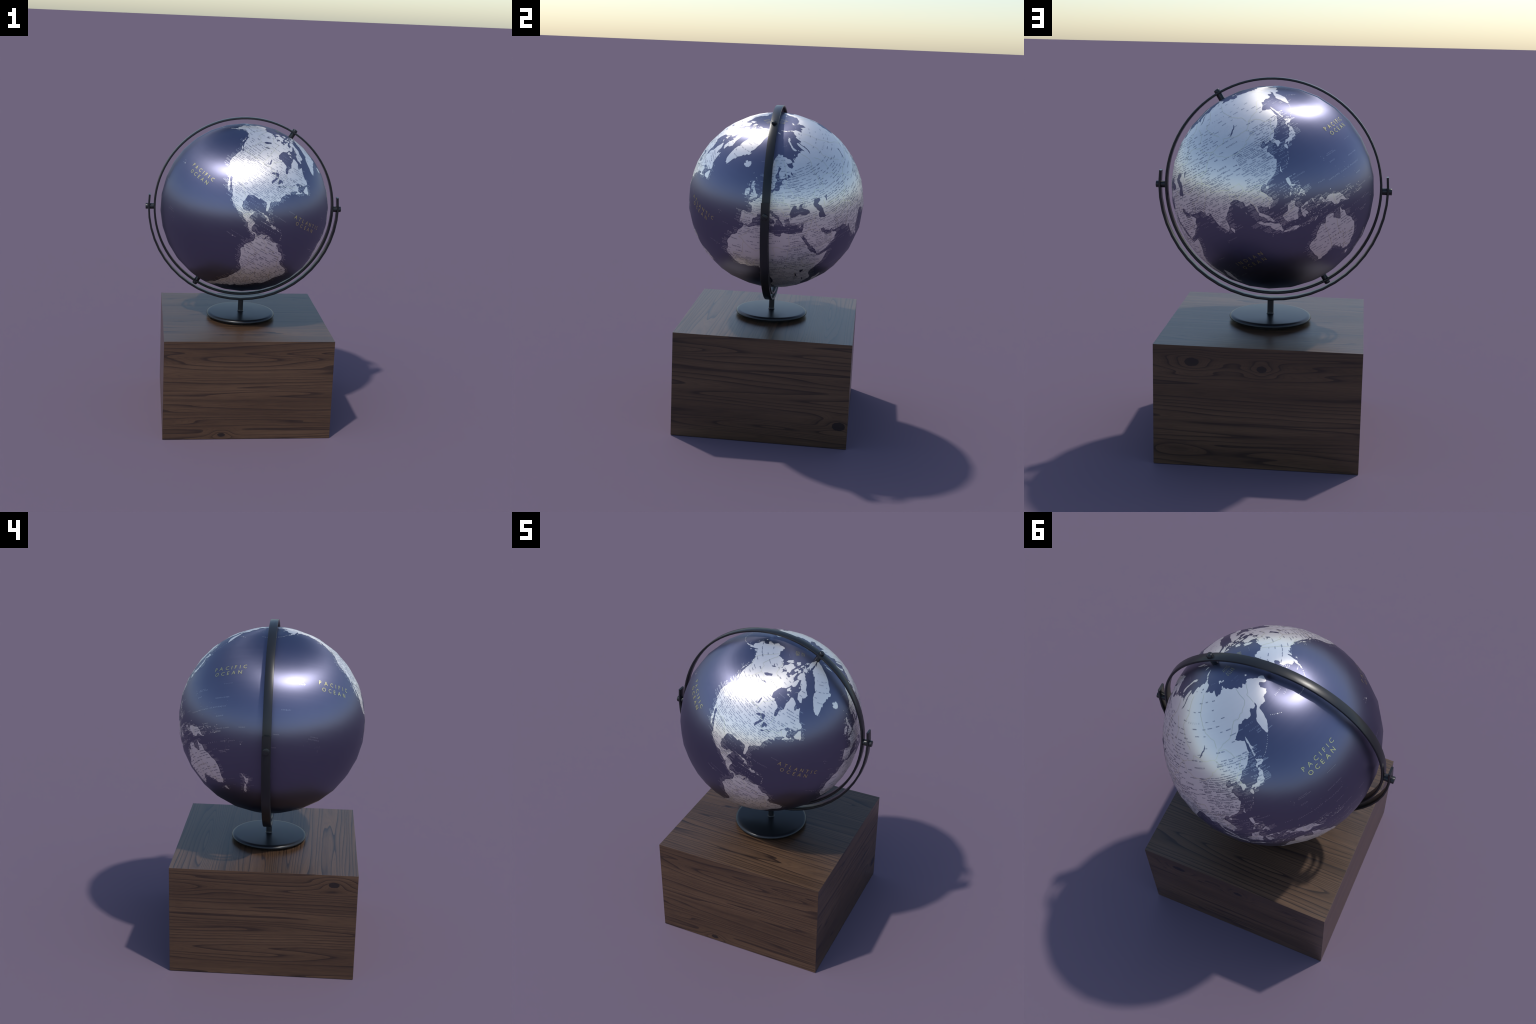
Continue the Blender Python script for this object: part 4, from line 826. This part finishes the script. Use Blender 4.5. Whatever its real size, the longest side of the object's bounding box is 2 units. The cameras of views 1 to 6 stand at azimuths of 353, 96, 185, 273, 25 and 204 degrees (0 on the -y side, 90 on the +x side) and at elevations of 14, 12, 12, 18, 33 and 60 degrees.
SEA_NAMES = [
    ("FEDERATED STATES OF MICRONESIA", 142, 170, 5.0, .75), ("NAURU", 163.2, 168, -.6, .75), ("KIRIBATI", -168.7, -163.2, 2.3, .75), ("FRENCH", -148.2, -143, -11.5, .7), ("POLYNESIA", -149.4, -141.6, -13, .8), ("MARSHALL ISLANDS", 163, 172.3, 10.4, .65), ("GUAM", 147.8, 151.5, 13.1, .75), ("NORTHERN", 149, 154, 17.8, .5), ("MARIANA ISLANDS", 148.3, 156, 17, .55), ("WAKE ISLAND", 168, 174, 19, .45), ("TUVALU", 178, 182.2, -8.4, .7), ("SAMOA", -173, -169, -12.4, .7), ("TONGA", -174, -170.4, -20, .7), ("VANUATU", 169.5, 174.5, -15.8, .7), ("SOLOMON ISLANDS", 161, 171.5, -8, .7), ("FIJI", 177.8, 179.8, -16.8, .6), ("PALAU", 135.5, 139.5, 6.9, .7),
    ("CORAL", 152.5, 160.5, -15.5, .8), ("SEA", 155, 159, -19.5, .8), ("TASMAN", 156, 164, -37.5, .7), ("SEA", 159, 162, -41, .7), ("SEA OF", 146.4, 152.8, 57.1, .8), ("OKHOTSK", 147, 155, 54.8, .8), ("BERING", 179.3, 186.6, 58.6, .8), ("SEA", 184, 188, 56.4, .8), ("EAST", 124.2, 128, 30, .85), ("CHINA", 124, 129, 28, .85), ("SEA", 125, 128, 26, .85), ("SOUTH", 112.5, 119, 17, .85), ("CHINA", 113, 119, 14, .85), ("SEA", 115, 118.5, 11, .85), ("ARABIAN", 61, 68.5, 17.5, .7), ("SEA", 63, 66.5, 15.5, .7), ("PHILIPPINES", 123.5, 131.5, 16.2, .75), ("MALAYSIA", 105.5, 113, 3.5, .8), ("INDONESIA", 108, 131, -5.3, .85), ("EAST TIMOR", 127.8, 133.5, -9.7, .7), ("MALDIVES", 74, 80, 3, .7), ("SRI LANKA", 82, 87, 6.8, .7), ("BLACK SEA", 30.5, 37.5, 43, .7), ("MEDITERRANEAN SEA", 14, 29, 34, .7),
    ("HUDSON", -90, -82.5, 60.2, .75), ("BAY", -88.5, -84, 58.3, .75), ("GULF OF", -94.5, -87.5, 26.2, .75), ("MEXICO", -94.5, -87, 24.2, .75), ("CARIBBEAN", -80, -67, 15.4, .75), ("SEA", -75.5, -70, 13.4, .75), ("GALAPAGOS ISLANDS", -94, -84, 2.2, .5), ("BERMUDA", -65.5, -60.5, 32.4, .55), ("ASCENSION", -13.5, -8, -8.2, .5), ("THE BAHAMAS", -74.5, -64.5, 25.4, .75), ("CAPE VERDE", -31.5, -26, 16.2, .6), ("MADEIRA", -22, -17.8, 33, .5), ("BARENTS SEA", 35, 46, 74, .6), ("KARA SEA", 68, 78, 76, .6), ("NORWEGIAN SEA", -2, 9, 67.5, .6), ("EAST SIBERIAN", 160, 174, 73.2, .6), ("SEA", 165, 169, 71.9, .6), ("LAPTEV SEA", 120, 130, 75.6, .6), ("BEAUFORT SEA", -142, -132, 73, .6), ("MAURITIUS", 58.5, 63.5, -20.4, .6), ("SEYCHELLES", 56, 61.5, -5, .6), ("JAPAN", 142.3, 146.5, 39.2, .8), ("SOUTH KOREA", 129.8, 135.5, 36.2, .65), ("TAIWAN", 122.2, 126, 24.2, .65), ("NEW ZEALAND", 176, 183, -42.2, .6)]
land_txt, sea_txt, TAKEN = [], [], []
for w, a, b, la, cap in LAND_NAMES:
    land_txt.append(wrap_text(w, a * LON_SCALE, b * LON_SCALE, float(globe_lat(la)), cap))
    TAKEN.append((a, b, la, cap))
for w, a, b, la, cap in SEA_NAMES:
    sea_txt.append(wrap_text(w, a * LON_SCALE, b * LON_SCALE, float(globe_lat(la)), cap * .92))
    TAKEN.append((a, b, la, cap))
joined("country_names", land_txt, INK, "stuff")
joined("sea_names", sea_txt, PALE, "stuff")

# the small print: town names too fine to read, as runs of tiny strokes along the parallels.
# (lon0, lon1, lat0, lat1, rows per degree of latitude, share of each row that is written)
TOWNS = [(-124, -70, 29, 49, 1.05, .60), (-125, -60, 49, 56, .75, .40), (-165, -60, 56, 68, .45, .16), (-115, -86, 15, 29, .95, .55), (-92, -60, 7, 24, 1.1, .50), (-81, -35, -8, 11, .75, .36), (-75, -38, -25, -8, .8, .42), (-74, -50, -52, -25, .9, .50),
         (-10, 40, 36, 60, 1.15, .62), (5, 32, 60, 70, .7, .35), (30, 62, 44, 62, .85, .46), (60, 90, 50, 60, .75, .32), (60, 140, 60, 70, .3, .08), (90, 140, 50, 60, .45, .14), (26, 62, 12, 40, .9, .46), (-17, 34, 12, 24, .45, .14), (-17, 12, 28, 37, .85, .45), (-17, 45, 3, 13, 1.0, .50), (9, 41, -20, 3, .8, .40), (13, 36, -35, -20, .9, .45),
         (60, 92, 8, 36, 1.1, .60), (60, 82, 36, 48, .9, .46), (82, 104, 30, 48, .5, .14), (102, 124, 21, 42, 1.1, .60), (118, 146, 30, 48, 1.0, .55), (92, 110, 8, 24, 1.1, .55), (116, 128, 5, 20, 1.1, .55), (95, 135, -10, 7, 1.0, .48), (112, 154, -38, -12, .65, .28), (166, 179, -47, -34, .8, .4), (-54, -20, 60, 72, .45, .15)]
COAST_ROWS = .62
tp_land, tp_sea = ([], [], []), ([], [], [])


def free_of_names(lo0, lo1, la):
    return not any(a - .6 < lo1 and b + .6 > lo0 and t - .9 < la < t + c + .6 for a, b, t, c in TAKEN)


def town(lon, lat, length):
    """One run of strokes; each stroke takes the ink for what lies under it."""
    gl = float(globe_lat(lat))
    g0, c = lon * LON_SCALE, 1.0
    pitch = .42
    n = max(3, int(length / pitch))
    cap0 = rng.random() < .16
    h0 = .50 if cap0 else .36
    quads = {0: [], 1: []}
    for k in range(n):
        if rng.random() < .07:
            continue
        x = g0 + k * pitch
        w = pitch * rng.uniform(.50, .74)
        h = h0 * (1.35 if (k == 0 or rng.random() < .22) else 1.0) * rng.uniform(.9, 1.08)
        y0 = gl - (.12 if rng.random() < .1 else 0)
        quads[0 if is_land((x + w / 2) / LON_SCALE, lat + .15) else 1].append((x, x + w, y0, gl + h))
    # a name keeps one ink: that of its larger share
    on_land = len(quads[0]) >= len(quads[1])
    P, F, N = tp_land if on_land else tp_sea
    q = quads[0] + quads[1]
    if not on_land:
        q = quads[1]
    else:
        q = quads[0]
    if not q:
        return
    arr = np.array(q)
    lo = arr[:, [0, 1, 1, 0]].ravel()
    la = arr[:, [2, 2, 3, 3]].ravel()
    p, nn = on_ball(lo, la, 0.00125 if on_land else 0.0005)
    s = len(P)
    P.extend(p)
    N.extend(nn)
    F.extend((s + 4 * i, s + 4 * i + 1, s + 4 * i + 2, s + 4 * i + 3) for i in range(len(q)))


for x0, x1, y0, y1, rows, share in TOWNS:
    la = y0
    while la < y1:
        la += (1 / rows) * rng.uniform(.8, 1.2)
        lo = x0 - rng.uniform(0, 3)
        while lo < x1:
            ln = rng.uniform(2.0, 5.2)
            if rng.random() < share * 1.12 and is_land(lo + ln * .5, la) and free_of_names(lo, lo + ln, la):
                town(lo, la + rng.uniform(-.12, .12), ln)
                lo += ln + rng.uniform(.2, 1.0)
            else:
                lo += rng.uniform(.8, 2.6)

# seaports: names that start at the shore and run out over the water
la = -50.0
while la < 62:
    la += COAST_ROWS * rng.uniform(.75, 1.25)
    row = [is_land(x, la) for x in np.arange(-180, 188, .5)]
    for j in range(1, len(row)):
        x = -180 + j * .5
        if row[j] == row[j - 1]:
            continue
        busy = .78 if -45 < la < 52 else .3
        if -60 < la < -20 and x < -60:
            busy = .55
        if la > 50 and x > 30:
            busy = .06
        if rng.random() > busy:
            continue
        ln = rng.uniform(1.6, 4.6)
        start = x + .25 if row[j - 1] else x - .45 - ln / LON_SCALE
        if free_of_names(start, start + ln, la) and not is_land(start + ln * .5, la):
            town(start, la, ln)
printed("town_names", np.array(tp_land[0]), tp_land[1], tp_land[2], FINE_INK, "stuff")
printed("seaport_names", np.array(tp_sea[0]), tp_sea[1], tp_sea[2], FINE_PALE, "stuff")
